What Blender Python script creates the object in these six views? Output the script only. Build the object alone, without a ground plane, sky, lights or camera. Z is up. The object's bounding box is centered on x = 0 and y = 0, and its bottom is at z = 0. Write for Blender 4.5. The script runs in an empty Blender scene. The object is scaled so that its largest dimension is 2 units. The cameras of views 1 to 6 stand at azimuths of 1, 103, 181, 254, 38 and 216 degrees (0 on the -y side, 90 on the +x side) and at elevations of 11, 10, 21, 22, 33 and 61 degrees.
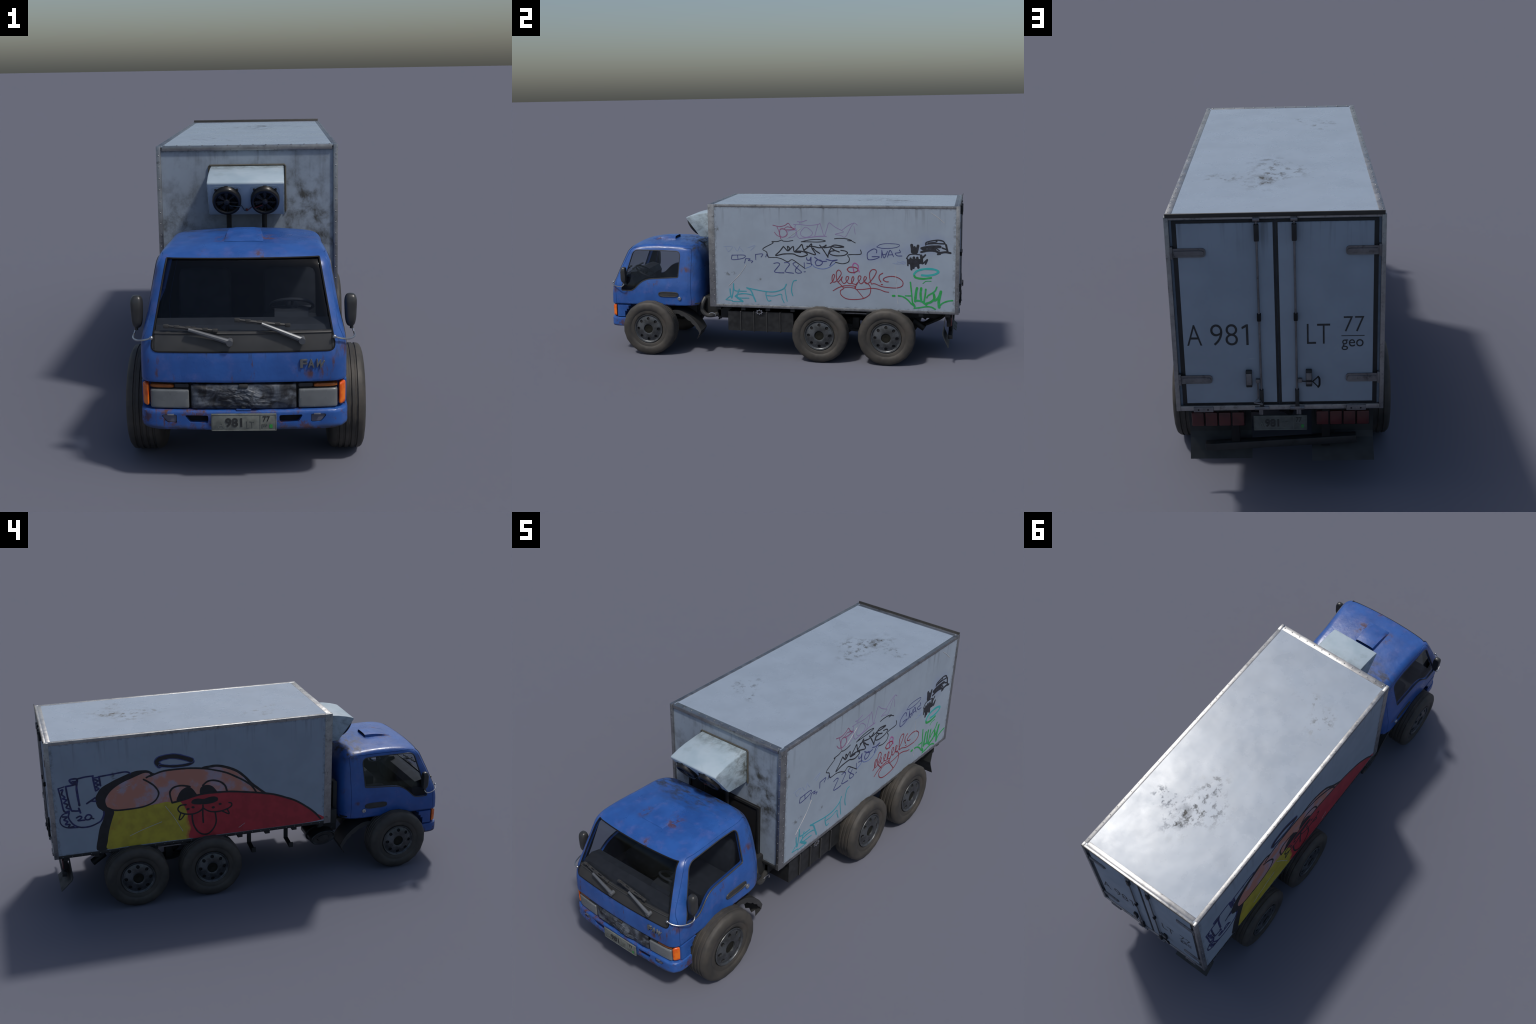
"""A weathered three-axle refrigerated box truck with a blue cab-over cab.
All measures in metres; the truck faces -y, its right-hand side is +x."""
import bpy, bmesh, math, random
import numpy as np
from mathutils import Vector, Matrix, noise
from mathutils.geometry import tessellate_polygon

random.seed(7)
SCENE = bpy.context.scene.collection

# ---------------------------------------------------------------- materials
class Nodes:
    """Small helper round a material's node tree."""
    def __init__(self, name):
        self.mat = bpy.data.materials.new(name)
        self.mat.use_nodes = True
        self.t = self.mat.node_tree
        self.b = self.t.nodes["Principled BSDF"]
        self.co = self.t.nodes.new("ShaderNodeTexCoord").outputs["Object"]
    def new(self, kind): return self.t.nodes.new(kind)
    def put(self, sock, val):
        if isinstance(val, bpy.types.NodeSocket): self.t.links.new(val, sock)
        elif val is not None:
            if isinstance(val, (tuple, list)) and len(val) == 3 and sock.type == 'RGBA': val = (*val, 1)
            sock.default_value = val
    def scaled(self, s, loc=(0, 0, 0)):
        m = self.new("ShaderNodeMapping"); self.put(m.inputs["Vector"], self.co)
        m.inputs["Scale"].default_value = s; m.inputs["Location"].default_value = loc
        return m.outputs[0]
    def noise(self, scale, detail=4, rough=.55, vec=None, warp=0):
        n = self.new("ShaderNodeTexNoise"); self.put(n.inputs["Vector"], vec or self.co)
        n.inputs["Scale"].default_value = scale; n.inputs["Detail"].default_value = detail
        n.inputs["Roughness"].default_value = rough; n.inputs["Distortion"].default_value = warp
        return n.outputs["Fac"]
    def band(self, v, lo, hi, a=0., b=1.):
        m = self.new("ShaderNodeMapRange"); m.interpolation_type = 'SMOOTHSTEP'
        self.put(m.inputs["Value"], v)
        for k, x in zip(("From Min", "From Max", "To Min", "To Max"), (lo, hi, a, b)): m.inputs[k].default_value = x
        return m.outputs[0]
    def math(self, op, a, b=None):
        m = self.new("ShaderNodeMath"); m.operation = op; self.put(m.inputs[0], a)
        if b is not None: self.put(m.inputs[1], b)
        m.use_clamp = op in ('ADD',)
        return m.outputs[0]
    def mul(self, *f):
        r = f[0]
        for x in f[1:]: r = self.math('MULTIPLY', r, x)
        return r
    def add(self, *f):
        r = f[0]
        for x in f[1:]: r = self.math('ADD', r, x)
        return r
    def near(self, c, r_in, r_out, squash=(1, 1, 1)):
        """1 inside r_in of the point c, fading to 0 at r_out."""
        s = self.new("ShaderNodeVectorMath"); s.operation = 'SUBTRACT'; self.put(s.inputs[0], self.co); s.inputs[1].default_value = c
        q = self.new("ShaderNodeVectorMath"); q.operation = 'MULTIPLY'; self.put(q.inputs[0], s.outputs[0]); q.inputs[1].default_value = squash
        l = self.new("ShaderNodeVectorMath"); l.operation = 'LENGTH'; self.put(l.inputs[0], q.outputs[0])
        return self.band(l.outputs["Value"], r_in, r_out, 1., 0.)
    def axis(self, i):
        s = self.new("ShaderNodeSeparateXYZ"); self.put(s.inputs[0], self.co); return s.outputs[i]
    def mix(self, f, a, b):
        m = self.new("ShaderNodeMix"); m.data_type = 'RGBA'
        self.put(m.inputs["Factor"], f); self.put(m.inputs[6], a); self.put(m.inputs[7], b)
        return m.outputs[2]
    def set(self, **kw):
        for k, v in kw.items(): self.put(self.b.inputs[k.replace("_", " ")], v)
        return self
    def bump(self, h, strength=.2, dist=.002):
        b = self.new("ShaderNodeBump"); self.put(b.inputs["Height"], h)
        b.inputs["Strength"].default_value = strength; b.inputs["Distance"].default_value = dist
        self.put(self.b.inputs["Normal"], b.outputs[0])

def plain(name, col, rough=.5, metal=0., var=.12, scale=40, bump=0., spec=.5):
    n = Nodes(name)
    v = n.noise(scale, 5)
    lo = tuple(c * (1 - var) for c in col); hi = tuple(min(1, c * (1 + var)) for c in col)
    n.set(Base_Color=n.mix(n.band(v, .3, .7), lo, hi), Roughness=n.band(n.noise(scale * .6), .3, .7, rough * .85, min(1, rough * 1.15)), Metallic=metal)
    n.b.inputs["Specular IOR Level"].default_value = spec
    if bump: n.bump(n.noise(scale * 3, 6), bump)
    return n.mat

PANEL = (.252, .302, .368)
DIRT = (.055, .055, .05)

def panel_material(name, where):
    """Off-white insulated panel: faint mottling, drips under the top rail, grime at the rims."""
    n = Nodes(name)
    tone = 1.08 if where == "roof" else 1.
    base = n.mix(n.band(n.noise(9, 6), .3, .7), tuple(c * .95 * tone for c in PANEL), tuple(c * 1.05 * tone for c in PANEL))
    base = n.mix(n.mul(n.band(n.noise(160, 3), .45, .8), .12), base, (.3, .36, .42))
    z, y, x = n.axis(2), n.axis(1), n.axis(0)
    masks = []
    if where in ("side", "rear", "front"):
        streak = n.noise(1, 4, .6, n.scaled((46, 46, 2.2)))
        masks.append(n.mul(n.band(streak, .52, .75), n.band(z, .70, .845), .5))
        rim = n.add(n.band(z, .312, .298), n.band(z, .832, .845))
        if where == "side": rim = n.add(rim, n.band(y, .945, .963), n.band(y, -.325, -.34))
        masks.append(n.mul(rim, n.band(n.noise(55, 6, .65), .42, .66), .55))
    if where == "side":
        grain = n.band(n.noise(38, 6, .7), .46, .62)
        for c, r, sq in (((.288, -.2585, .477), .045, (1, 1, 2.2)), ((.288, -.09, .444), .02, (1, 1, 1.5)), ((.288, -.33, .72), .03, (1, 1.8, 1)), ((-.288, .68, .66), .06, (1, 2, 1)), ((-.288, .55, .6), .05, (1, 1, 2))):
            masks.append(n.mul(n.near(c, r * .25, r, sq), grain, .75))
    if where == "roof":
        speck = n.band(n.noise(34, 8, .72, n.scaled((1, .8, 1))), .5, .6)
        for c, a, b, sq in (((.042, .648, .853), .015, .10, (1.0, .62, 1)), ((.16, .62, .853), .01, .07, (.8, 1, 1)), ((.03, .46, .853), .01, .085, (1, .8, 1)), ((-.03, .56, .853), .01, .12, (1, 1, 1)),
                            ((-.155, -.05, .853), .01, .085, (1, .7, 1)), ((-.06, -.12, .853), .01, .05, (1, 1, 1))):
            masks.append(n.mul(n.near(c, a, b, sq), speck, .62))
        masks.append(n.mul(n.near((.045, .65, .853), .01, .05, (1, .6, 1)), n.band(n.noise(22, 8, .75), .40, .60), .6))
    if where == "front":
        cloud = n.noise(22, 8, .66, n.scaled((1, 1, .8)), .2)
        for c, a, b in (((.165, -.37, .66), .02, .13), ((.25, -.37, .53), .02, .12), ((-.20, -.37, .62), .02, .13), ((-.255, -.37, .58), .02, .1), ((.15, -.37, .72), .0, .08), ((.2, -.37, .60), .02, .1)):
            masks.append(n.mul(n.near(c, a, b * 1.35), n.band(cloud, .34, .80), .55))
        masks.append(n.mul(n.band(cloud, .42, .75), .3))
    if where == "side":
        for c, a, b, sq, w in (((.29, .84, .655), .02, .13, (1, 1, 1.6), .35), ((.29, .55, .61), .03, .14, (1, .8, 1.8), .28), ((.29, .25, .575), .02, .08, (1, .7, 1.4), .3), ((.29, .72, .60), .02, .1, (1, 1, 1.2), .25)):
            base = n.mix(n.mul(n.near(c, a, b, sq), n.band(n.noise(16, 5), .3, .6), w), base, (.13, .17, .36))
    m = masks[0]
    for k in masks[1:]: m = n.add(m, k)
    # fine pale scratches
    scr = n.noise(1, 2, .5, n.scaled((7, 210, 210) if where != "roof" else (240, 9, 1)), .6)
    scr = n.mul(n.band(scr, .72, .76), n.band(n.noise(6, 2), .5, .62), .4)
    col = n.mix(scr, n.mix(m, base, DIRT), (.46, .48, .5))
    if where == "roof":
        gloss = n.noise(7, 7, .62)
        n.set(Roughness=n.add(n.band(gloss, .3, .7, .235, .34), n.mul(m, .35)))
        n.bump(n.noise(5, 2.5, .45), .16, .012)
    else:
        n.set(Roughness=n.band(n.noise(14, 6), .3, .7, .42, .58))
        n.bump(n.noise(70, 5), .08, .002)
    n.set(Base_Color=col)
    n.b.inputs["Specular IOR Level"].default_value = .45
    return n.mat

def blue_paint():
    n = Nodes("blue_cab_paint")
    base = n.mix(n.band(n.noise(12, 6, .6), .3, .7), (.019, .073, .272), (.025, .098, .345))
    # sun-bleached purple-grey haze on edges and lower panels
    base = n.mix(n.mul(n.band(n.noise(18, 7, .65), .5, .74), .45), base, (.10, .12, .33))
    z, y, x = n.axis(2), n.axis(1), n.axis(0)
    fleck = n.noise(1, 7, .7, n.scaled((30, 26, 11)))
    front = n.band(y, -.94, -.965)
    rust = [n.mul(n.band(n.noise(1, 6, .7, n.scaled((34, 24, 9))), .57, .69), front, n.band(z, .36, .33), .8)]
    rust.append(n.mul(n.band(z, .212, .19), n.band(n.noise(26, 7, .7), .5, .63), .8))            # bumper
    for c, r in (((.068, -.735, .622), .045), ((-.066, -.75, .622), .035), ((.275, -.72, .405), .035), ((.275, -.90, .345), .03), ((.272, -.86, .36), .02),
                 ((-.27, -.53, .50), .02), ((-.27, -.53, .36), .018), ((.26, -.53, .48), .03), ((-.22, -.865, .55), .03), ((.262, -.95, .36), .03),
                 ((.25, -.45, .285), .06), ((.18, -.985, .30), .02), ((-.1, -.87, .6), .03), ((.05, -.87, .6), .03), ((-.25, -.45, .42), .03), ((-.25, -.45, .34), .03)):
        rust.append(n.mul(n.near(c, r * .15, r, (1, .7, 1)), n.band(fleck, .46, .58), .9))
    rust.append(n.mul(n.band(z, .292, .278), n.band(n.noise(30, 6, .7), .52, .64), n.band(y, -.9, -.85), .8))
    r = rust[0]
    for k in rust[1:]: r = n.add(r, k)
    soot_grain = n.band(n.noise(1, 7, .7, n.scaled((20, 44, 20))), .42, .66)
    soot = n.add(n.mul(n.near((-.02, -.545, .615), .04, .17, (.75, 1.3, 1)), soot_grain, .9), n.mul(n.band(y, -.53, -.49), n.band(z, .57, .6), soot_grain, .8),
                 n.mul(n.near((-.2, -.53, .6), .02, .1), soot_grain, .8), n.mul(n.near((.22, -.50, .5), .02, .12, (1, 2.2, .6)), soot_grain, .7),
                 n.mul(n.band(n.noise(1, 5, .6, n.scaled((60, 60, 7))), .56, .72), front, n.band(z, .33, .36), .6),
                 n.mul(n.band(z, .165, .15), n.band(n.noise(22, 6), .35, .6), .9))
    col = n.mix(soot, base, (.03, .032, .04))
    col = n.mix(r, col, n.mix(n.noise(50, 4), (.050, .019, .015), (.105, .036, .022)))
    n.set(Base_Color=col, Roughness=n.add(n.band(n.noise(20, 7, .65), .3, .75, .26, .42), n.mul(r, .4), n.mul(soot, .25)))
    n.b.inputs["Specular IOR Level"].default_value = .5
    n.bump(n.add(n.noise(22, 6, .6), n.mul(n.noise(70, 4), .3)), .16, .006)
    return n.mat

def rail_material(name, col, rough=.40, metal=.92):
    n = Nodes(name)
    v = n.mix(n.band(n.noise(24, 7, .65), .3, .7), tuple(c * .8 for c in col), tuple(c * 1.15 for c in col))
    v = n.mix(n.mul(n.band(n.noise(40, 6, .7), .54, .70), .7), v, tuple(c * .3 for c in col))
    n.set(Base_Color=v, Roughness=n.band(n.noise(30, 5), .3, .7, rough * .8, rough * 1.2), Metallic=metal)
    n.bump(n.noise(60, 4), .15, .002)
    return n.mat

def tyre_material():
    n = Nodes("dusty_tyre_rubber")
    dust = n.noise(14, 7, .65)
    col = n.mix(n.band(dust, .32, .72), (.030, .028, .025), (.060, .053, .044))
    col = n.mix(n.mul(n.band(n.noise(9, 6), .6, .78), .3), col, (.06, .036, .026))
    n.set(Base_Color=col, Roughness=.62)
    n.bump(n.noise(160, 4), .12, .001)
    return n.mat

def rim_material():
    n = Nodes("worn_steel_rim")
    col = n.mix(n.band(n.noise(26, 7, .7), .35, .68), (.055, .058, .060), (.12, .13, .14))
    n.set(Base_Color=col, Roughness=n.band(n.noise(22, 5), .3, .7, .3, .5), Metallic=.65)
    return n.mat

def glass_material():
    """Thin tinted pane: sky-reflecting by Fresnel, otherwise see-through."""
    n = Nodes("tinted_glass")
    out = n.t.nodes["Material Output"]; n.t.nodes.remove(n.b)
    fr = n.new("ShaderNodeFresnel"); fr.inputs["IOR"].default_value = 1.42
    tr = n.new("ShaderNodeBsdfTransparent"); tr.inputs["Color"].default_value = (.80, .825, .86, 1)
    gl = n.new("ShaderNodeBsdfGlossy"); gl.inputs["Roughness"].default_value = .04; gl.inputs["Color"].default_value = (.6, .65, .72, 1)
    mx = n.new("ShaderNodeMixShader"); geo = n.new("ShaderNodeNewGeometry"); n.put(mx.inputs[0], n.mul(fr.outputs[0], n.math('SUBTRACT', 1., geo.outputs["Backfacing"]))); n.put(mx.inputs[1], tr.outputs[0]); n.put(mx.inputs[2], gl.outputs[0])
    n.put(out.inputs["Surface"], mx.outputs[0])
    return n.mat

def grille_material():
    n = Nodes("scuffed_grille_cover")
    v = n.noise(24, 8, .65, None, .8)
    n.set(Base_Color=n.mix(n.band(v, .38, .68), (.010, .010, .012), (.10, .115, .14)), Roughness=.5)
    n.bump(n.noise(13, 4, .5, None, .8), .25, .008)
    return n.mat

def paint(name, col, col2=None, rough=.5, scale=30, lo=.4, hi=.6):
    n = Nodes(name)
    n.set(Base_Color=n.mix(n.band(n.noise(scale, 6, .6), lo, hi), col, col2 or tuple(c * .8 for c in col)), Roughness=rough)
    return n.mat

def cheek_material():
    """Yellow cheek whose right edge bleeds into red through a ragged border."""
    n = Nodes("yellow_mural_paint")
    yel = n.mix(n.band(n.noise(20, 6), .35, .7), (.42, .35, .03), (.33, .265, .026))
    yel = n.mix(n.mul(n.band(n.noise(12, 7, .7), .58, .72), .5), yel, (.36, .15, .02))
    edge = n.math('SUBTRACT', n.mul(n.noise(26, 6, .7), .06), n.axis(1))
    n.set(Base_Color=n.mix(n.band(edge, -.335, -.305), yel, (.36, .024, .036)), Roughness=.5)
    return n.mat

M = dict(
    side=panel_material("side_panel_paint", "side"), roof=panel_material("roof_panel_paint", "roof"),
    front=panel_material("front_wall_paint", "front"), rear=panel_material("rear_door_paint", "rear"),
    blue=blue_paint(), rail=rail_material("aluminium_rail", (.33, .335, .34)), dark_rail=rail_material("black_painted_rail", (.018, .02, .022), .5, .2),
    tyre=tyre_material(), rim=rim_material(), glass=glass_material(), grille=grille_material(),
    black=plain("black_rubber", (.008, .008, .009), .65, spec=.25), plastic=plain("dark_grey_plastic", (.034, .034, .034), .5, scale=25),
    mirror=plain("mirror_plastic", (.030, .031, .032), .38), chassis=plain("sooty_chassis_metal", (.016, .017, .018), .6, .2),
    hardware=rail_material("dull_door_hardware", (.19, .19, .20), .45, .8), steel=plain("bright_steel", (.42, .43, .45), .22, .9, .05),
    wiper=plain("wiper_arm_paint", (.11, .118, .13), .34, .3, .06), lens=plain("clouded_headlight_lens", (.135, .145, .15), .3, scale=16),
    amber=paint("amber_lens", (.80, .17, .010), (.62, .08, .006), .3, 30), amber_shaded=paint("shaded_amber_lens", (.30, .085, .012), None, .4),  # the second amber has shade put into its colour
    reefer=None, fan=plain("fan_black", (.009, .0085, .008), .34), letter=plain("badge_grey", (.11, .115, .12), .4, .2),
    ink=plain("stencil_ink", (.018, .02, .024), .55, var=.3, scale=60), plate=plain("dirty_plate_white", (.135, .145, .130), .45, var=.22, scale=45),
    plate_ink=plain("plate_ink", (.022, .024, .024), .5, var=.3), plate_pale=plain("worn_plate_ink", (.10, .11, .10), .5), red_lens=paint("red_lamp_lens", (.075, .012, .013), (.05, .009, .010), .35),
    interior=plain("cab_interior", (.016, .018, .022), .75, spec=.2), dash=plain("dashboard_plastic", (.036, .037, .040), .6, spec=.3), seat=plain("seat_cloth", (.03, .032, .036), .85, spec=.2), tank=plain("scuffed_tank_steel", (.022, .023, .024), .42, .35, .35, 30, .1),
    flap=plain("mud_flap_rubber", (.022, .025, .026), .7), seal=plain("door_seal_rubber", (.011, .012, .014), .6),
    red_wire=plain("red_wire", (.12, .015, .012), .5), blue_wire=plain("dark_wire", (.03, .05, .07), .5), green=plain("plate_green", (.02, .20, .04), .5),
)
def reefer_material():
    n = Nodes("cooling_unit_enamel")
    base = n.mix(n.band(n.noise(14, 6), .3, .7), (.31, .395, .455), (.37, .45, .51))
    x, y, z = n.axis(0), n.axis(1), n.axis(2)
    grain = n.noise(1, 8, .72, n.scaled((40, 22, 30)), .5)
    side = n.add(n.band(x, .112, .116), n.band(x, -.112, -.116))
    m = n.add(n.mul(side, n.band(grain, .36, .74), .5), n.mul(n.band(y, -.46, -.385), n.band(grain, .36, .66), .55), n.mul(n.band(n.noise(20, 6), .55, .75), .2))
    n.set(Base_Color=n.mix(m, base, (.065, .068, .05)), Roughness=n.band(n.noise(20, 5), .3, .7, .38, .55))
    return n.mat
M["reefer"] = reefer_material()

# ---------------------------------------------------------------- geometry helpers
def finish(name, verts, faces, mat, parent=None, smooth=30):
    me = bpy.data.meshes.new(name); me.from_pydata([tuple(v) for v in verts], [], faces)
    return obj_from(name, me, mat, parent, smooth)

def obj_from(name, me, mat, parent=None, smooth=30, fix=True):
    if fix:
        bm = bmesh.new(); bm.from_mesh(me); bmesh.ops.recalc_face_normals(bm, faces=bm.faces); bm.to_mesh(me); bm.free()
    ob = bpy.data.objects.new(name, me); SCENE.objects.link(ob)
    if mat is not None and not me.materials: me.materials.append(mat)
    if smooth:
        me.polygons.foreach_set("use_smooth", [True] * len(me.polygons)); me.set_sharp_from_angle(angle=math.radians(smooth))
    if parent: ob.parent = parent
    return ob

def empty(name, parent=None, loc=(0, 0, 0)):
    e = bpy.data.objects.new(name, None); SCENE.objects.link(e); e.location = loc; e.empty_display_size = .05
    if parent: e.parent = parent
    return e

class Builder:
    """Collects primitives into one mesh."""
    def __init__(self): self.v, self.f = [], []
    def raw(self, verts, faces):
        o = len(self.v); self.v += [Vector(p) for p in verts]; self.f += [tuple(i + o for i in f) for f in faces]; return self
    def box(self, lo, hi, bevel=0, rot=None, pivot=None):
        bm = bmesh.new(); bmesh.ops.create_cube(bm, size=1)
        lo, hi = Vector(lo), Vector(hi)
        for v in bm.verts: v.co = Vector(((lo[i] + hi[i]) / 2 + v.co[i] * (hi[i] - lo[i]) for i in range(3)))
        if bevel: bmesh.ops.bevel(bm, geom=bm.edges[:], offset=bevel, segments=2, affect='EDGES', profile=.5)
        if rot:
            p = Vector(pivot) if pivot else (lo + hi) / 2
            for v in bm.verts: v.co = rot @ (v.co - p) + p
        bm.verts.index_update()
        self.raw([v.co.copy() for v in bm.verts], [[v.index for v in f.verts] for f in bm.faces]); bm.free(); return self
    def cyl(self, a, b, r, seg=16, r2=None, cap=True):
        a, b = Vector(a), Vector(b); d = (b - a).normalized(); u = d.orthogonal().normalized(); w = d.cross(u); r2 = r if r2 is None else r2
        vs = []
        for c, rr in ((a, r), (b, r2)):
            vs += [c + (u * math.cos(2 * math.pi * i / seg) + w * math.sin(2 * math.pi * i / seg)) * rr for i in range(seg)]
        fs = [(i, (i + 1) % seg, seg + (i + 1) % seg, seg + i) for i in range(seg)]
        if cap: fs += [tuple(range(seg))[::-1], tuple(range(seg, 2 * seg))]
        return self.raw(vs, fs)
    def ball(self, c, r, n=10, squash=(1, 1, 1)):
        bm = bmesh.new(); bmesh.ops.create_uvsphere(bm, u_segments=n, v_segments=max(4, n // 2 + 1), radius=r)
        bm.verts.index_update()
        self.raw([Vector(c) + Vector((v.co[i] * squash[i] for i in range(3))) for v in bm.verts], [[v.index for v in f.verts] for f in bm.faces]); bm.free(); return self
    def tube(self, path, r, seg=8, closed=False):
        path = [Vector(p) for p in path]; n = len(path); rings = []; up = None
        for i, p in enumerate(path):
            a = path[(i - 1) % n] if (closed or i > 0) else p; b = path[(i + 1) % n] if (closed or i < n - 1) else p
            d = (b - a).normalized()
            up = (up - d * up.dot(d)).normalized() if up is not None and (up - d * up.dot(d)).length > 1e-6 else d.orthogonal().normalized()
            w = d.cross(up); rr = r(i / (n - 1)) if callable(r) else r
            rings.append([p + (up * math.cos(2 * math.pi * k / seg) + w * math.sin(2 * math.pi * k / seg)) * rr for k in range(seg)])
        vs = [q for ring in rings for q in ring]; fs = []
        for i in range(n if closed else n - 1):
            j = (i + 1) % n
            fs += [(i * seg + k, i * seg + (k + 1) % seg, j * seg + (k + 1) % seg, j * seg + k) for k in range(seg)]
        if not closed: fs += [tuple(range(seg))[::-1], tuple(range((n - 1) * seg, n * seg))]
        return self.raw(vs, fs)
    def extrude_x(self, prof, x0, x1):
        """Closed (y, z) profile pushed along x."""
        n = len(prof); vs = [(x0, *p) for p in prof] + [(x1, *p) for p in prof]
        return self.raw(vs, [(i, (i + 1) % n, n + (i + 1) % n, n + i) for i in range(n)] + [tuple(range(n))[::-1], tuple(range(n, 2 * n))])
    def lathe(self, prof, seg, centre=(0, 0, 0), phase=0., closed=False):
        """(radius, x) profile turned round the x axis."""
        n = len(prof); vs = []
        for k in range(seg):
            a = 2 * math.pi * (k + phase) / seg
            vs += [(centre[0] + x, centre[1] + r * math.sin(a), centre[2] + r * math.cos(a)) for r, x in prof]
        fs = [(k * n + i, k * n + i + 1, ((k + 1) % seg) * n + i + 1, ((k + 1) % seg) * n + i) for k in range(seg) for i in range(n - 1)]
        if closed: fs += [(k * n + n - 1, k * n, ((k + 1) % seg) * n, ((k + 1) % seg) * n + n - 1) for k in range(seg)]
        return self.raw(vs, fs)
    def make(self, name, mat, parent=None, smooth=30, stuff=False):
        ob = finish(name, self.v, self.f, mat, parent, smooth)
        if stuff: ob["kind"] = "stuff"
        return ob

def curve_through(pts, per=8, closed=False):
    """Catmull-Rom curve through the control points."""
    pts = [Vector(p) for p in pts]; n = len(pts); out = []
    for i in range(n if closed else n - 1):
        p0 = pts[(i - 1) % n] if closed or i > 0 else pts[0] * 2 - pts[1]
        p1, p2 = pts[i], pts[(i + 1) % n]
        p3 = pts[(i + 2) % n] if closed or i + 2 < n else pts[-1] * 2 - pts[-2]
        for k in range(per):
            t = k / per
            out.append(.5 * (2 * p1 + (p2 - p0) * t + (2 * p0 - 5 * p1 + 4 * p2 - p3) * t * t + (3 * p1 - p0 - 3 * p2 + p3) * t ** 3))
    if not closed: out.append(pts[-1])
    return out

def mirrored(make):
    for s in (1, -1): make(s)

def boolean(ob, cutter, op='DIFFERENCE'):
    md = ob.modifiers.new("b", 'BOOLEAN'); md.object = cutter; md.operation = op; md.solver = 'EXACT'
    dg = bpy.context.evaluated_depsgraph_get(); dg.update()
    me = bpy.data.meshes.new_from_object(ob.evaluated_get(dg)); old = ob.data
    ob.modifiers.clear(); ob.data = me; bpy.data.meshes.remove(old)
    return ob

def discard(*obs):
    for o in obs:
        me = o.data; bpy.data.objects.remove(o)
        if me and me.users == 0: bpy.data.meshes.remove(me)

def reshade(ob, angle=30):
    me = ob.data; me.polygons.foreach_set("use_smooth", [True] * len(me.polygons)); me.set_sharp_from_angle(angle=math.radians(angle)); return ob

def clone(ob, name=None):
    o = ob.copy(); o.data = ob.data.copy(); SCENE.objects.link(o)
    if name: o.name = name
    return o

def words(name, text, lo, hi, face, depth, mat, parent, weight=0., level=0., squash=False):
    """Text fitted into the rectangle lo..hi (x, z) on a plane y = level facing +y or -y."""
    cu = bpy.data.curves.new(name, 'FONT'); cu.body = text; cu.extrude = .5; cu.offset = weight; cu.resolution_u = 6
    tmp = bpy.data.objects.new(name, cu); SCENE.objects.link(tmp)
    dg = bpy.context.evaluated_depsgraph_get(); me = bpy.data.meshes.new_from_object(tmp.evaluated_get(dg))
    bpy.data.objects.remove(tmp); bpy.data.curves.remove(cu)
    P = np.array([v.co[:] for v in me.vertices]); a, b = P.min(0), P.max(0)
    x0, x1 = (lo[0], hi[0])
    for v in me.vertices:
        fx = (v.co.x - a[0]) / (b[0] - a[0]); fz = (v.co.y - a[1]) / (b[1] - a[1]); d = (v.co.z - a[2]) / (b[2] - a[2])
        v.co = (x0 + (x1 - x0) * fx, level + face * depth * d, lo[1] + (hi[1] - lo[1]) * fz)
    return obj_from(name, me, mat, parent, 0)

truck = empty("refrigerated_truck")
truck["label"] = "weathered blue cab box truck with graffiti covered white body"
truck["category"] = "truck"

# ---------------------------------------------------------------- cab body as one smooth implicit surface
def smax(a, b, k):
    h = np.maximum(k - np.abs(a - b), 0) / k
    return np.maximum(a, b) + h * h * k * .25

FRONT_Z = [.14, .20, .28, .335, .362, .40, .48, .56, .597, .66]
FRONT_Y = [-.985, -.987, -.989, -.988, -.985, -.9735, -.9395, -.9015, -.884, -.853]
ROOF_Y = [-1.0, -.90, -.876, -.83, -.79, -.72, -.62, -.55, -.497, -.44, -.38]
ROOF_Z = [.535, .599, .6085, .6195, .6255, .6285, .6260, .6215, .6155, .604, .588]
BACK_Z = [.2, .30, .40, .47, .53, .58, .62]
BACK_Y = [-.440, -.438, -.438, -.442, -.452, -.470, -.492]

def smooth_interp(v, xs, ys):
    d = .012
    return sum(np.interp(v + o, xs, ys) for o in (-2 * d, -d, 0, d, 2 * d)) / 5

def rear_k(z):
    t = np.clip((z - .38) / .24, 0, 1); return .11 - .04 * t * t * (3 - 2 * t)

def cab_field(p, roof_k=.026, corner_k=.042):
    x, y, z = p[:, 0], p[:, 1], p[:, 2]; ax = np.abs(x)
    lean = .257 * .012 * np.logaddexp(0, (z - .385) / .012)
    side = (ax - (.2785 - lean) - .011 * np.clip((-.66 - y) / .16, 0, 1) * np.clip((z - .45) / .13, 0, 1)) * .97
    front = (smooth_interp(z, FRONT_Z, FRONT_Y) + .19 * x * x - y) * .93
    roof = z - (smooth_interp(y, ROOF_Y, ROOF_Z) - .25 * x * x)
    back = (y - smooth_interp(z, BACK_Z, BACK_Y)) * .95
    f = smax(side, front, corner_k)
    f = smax(f, back, rear_k(z))
    return smax(f, roof, roof_k)

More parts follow.
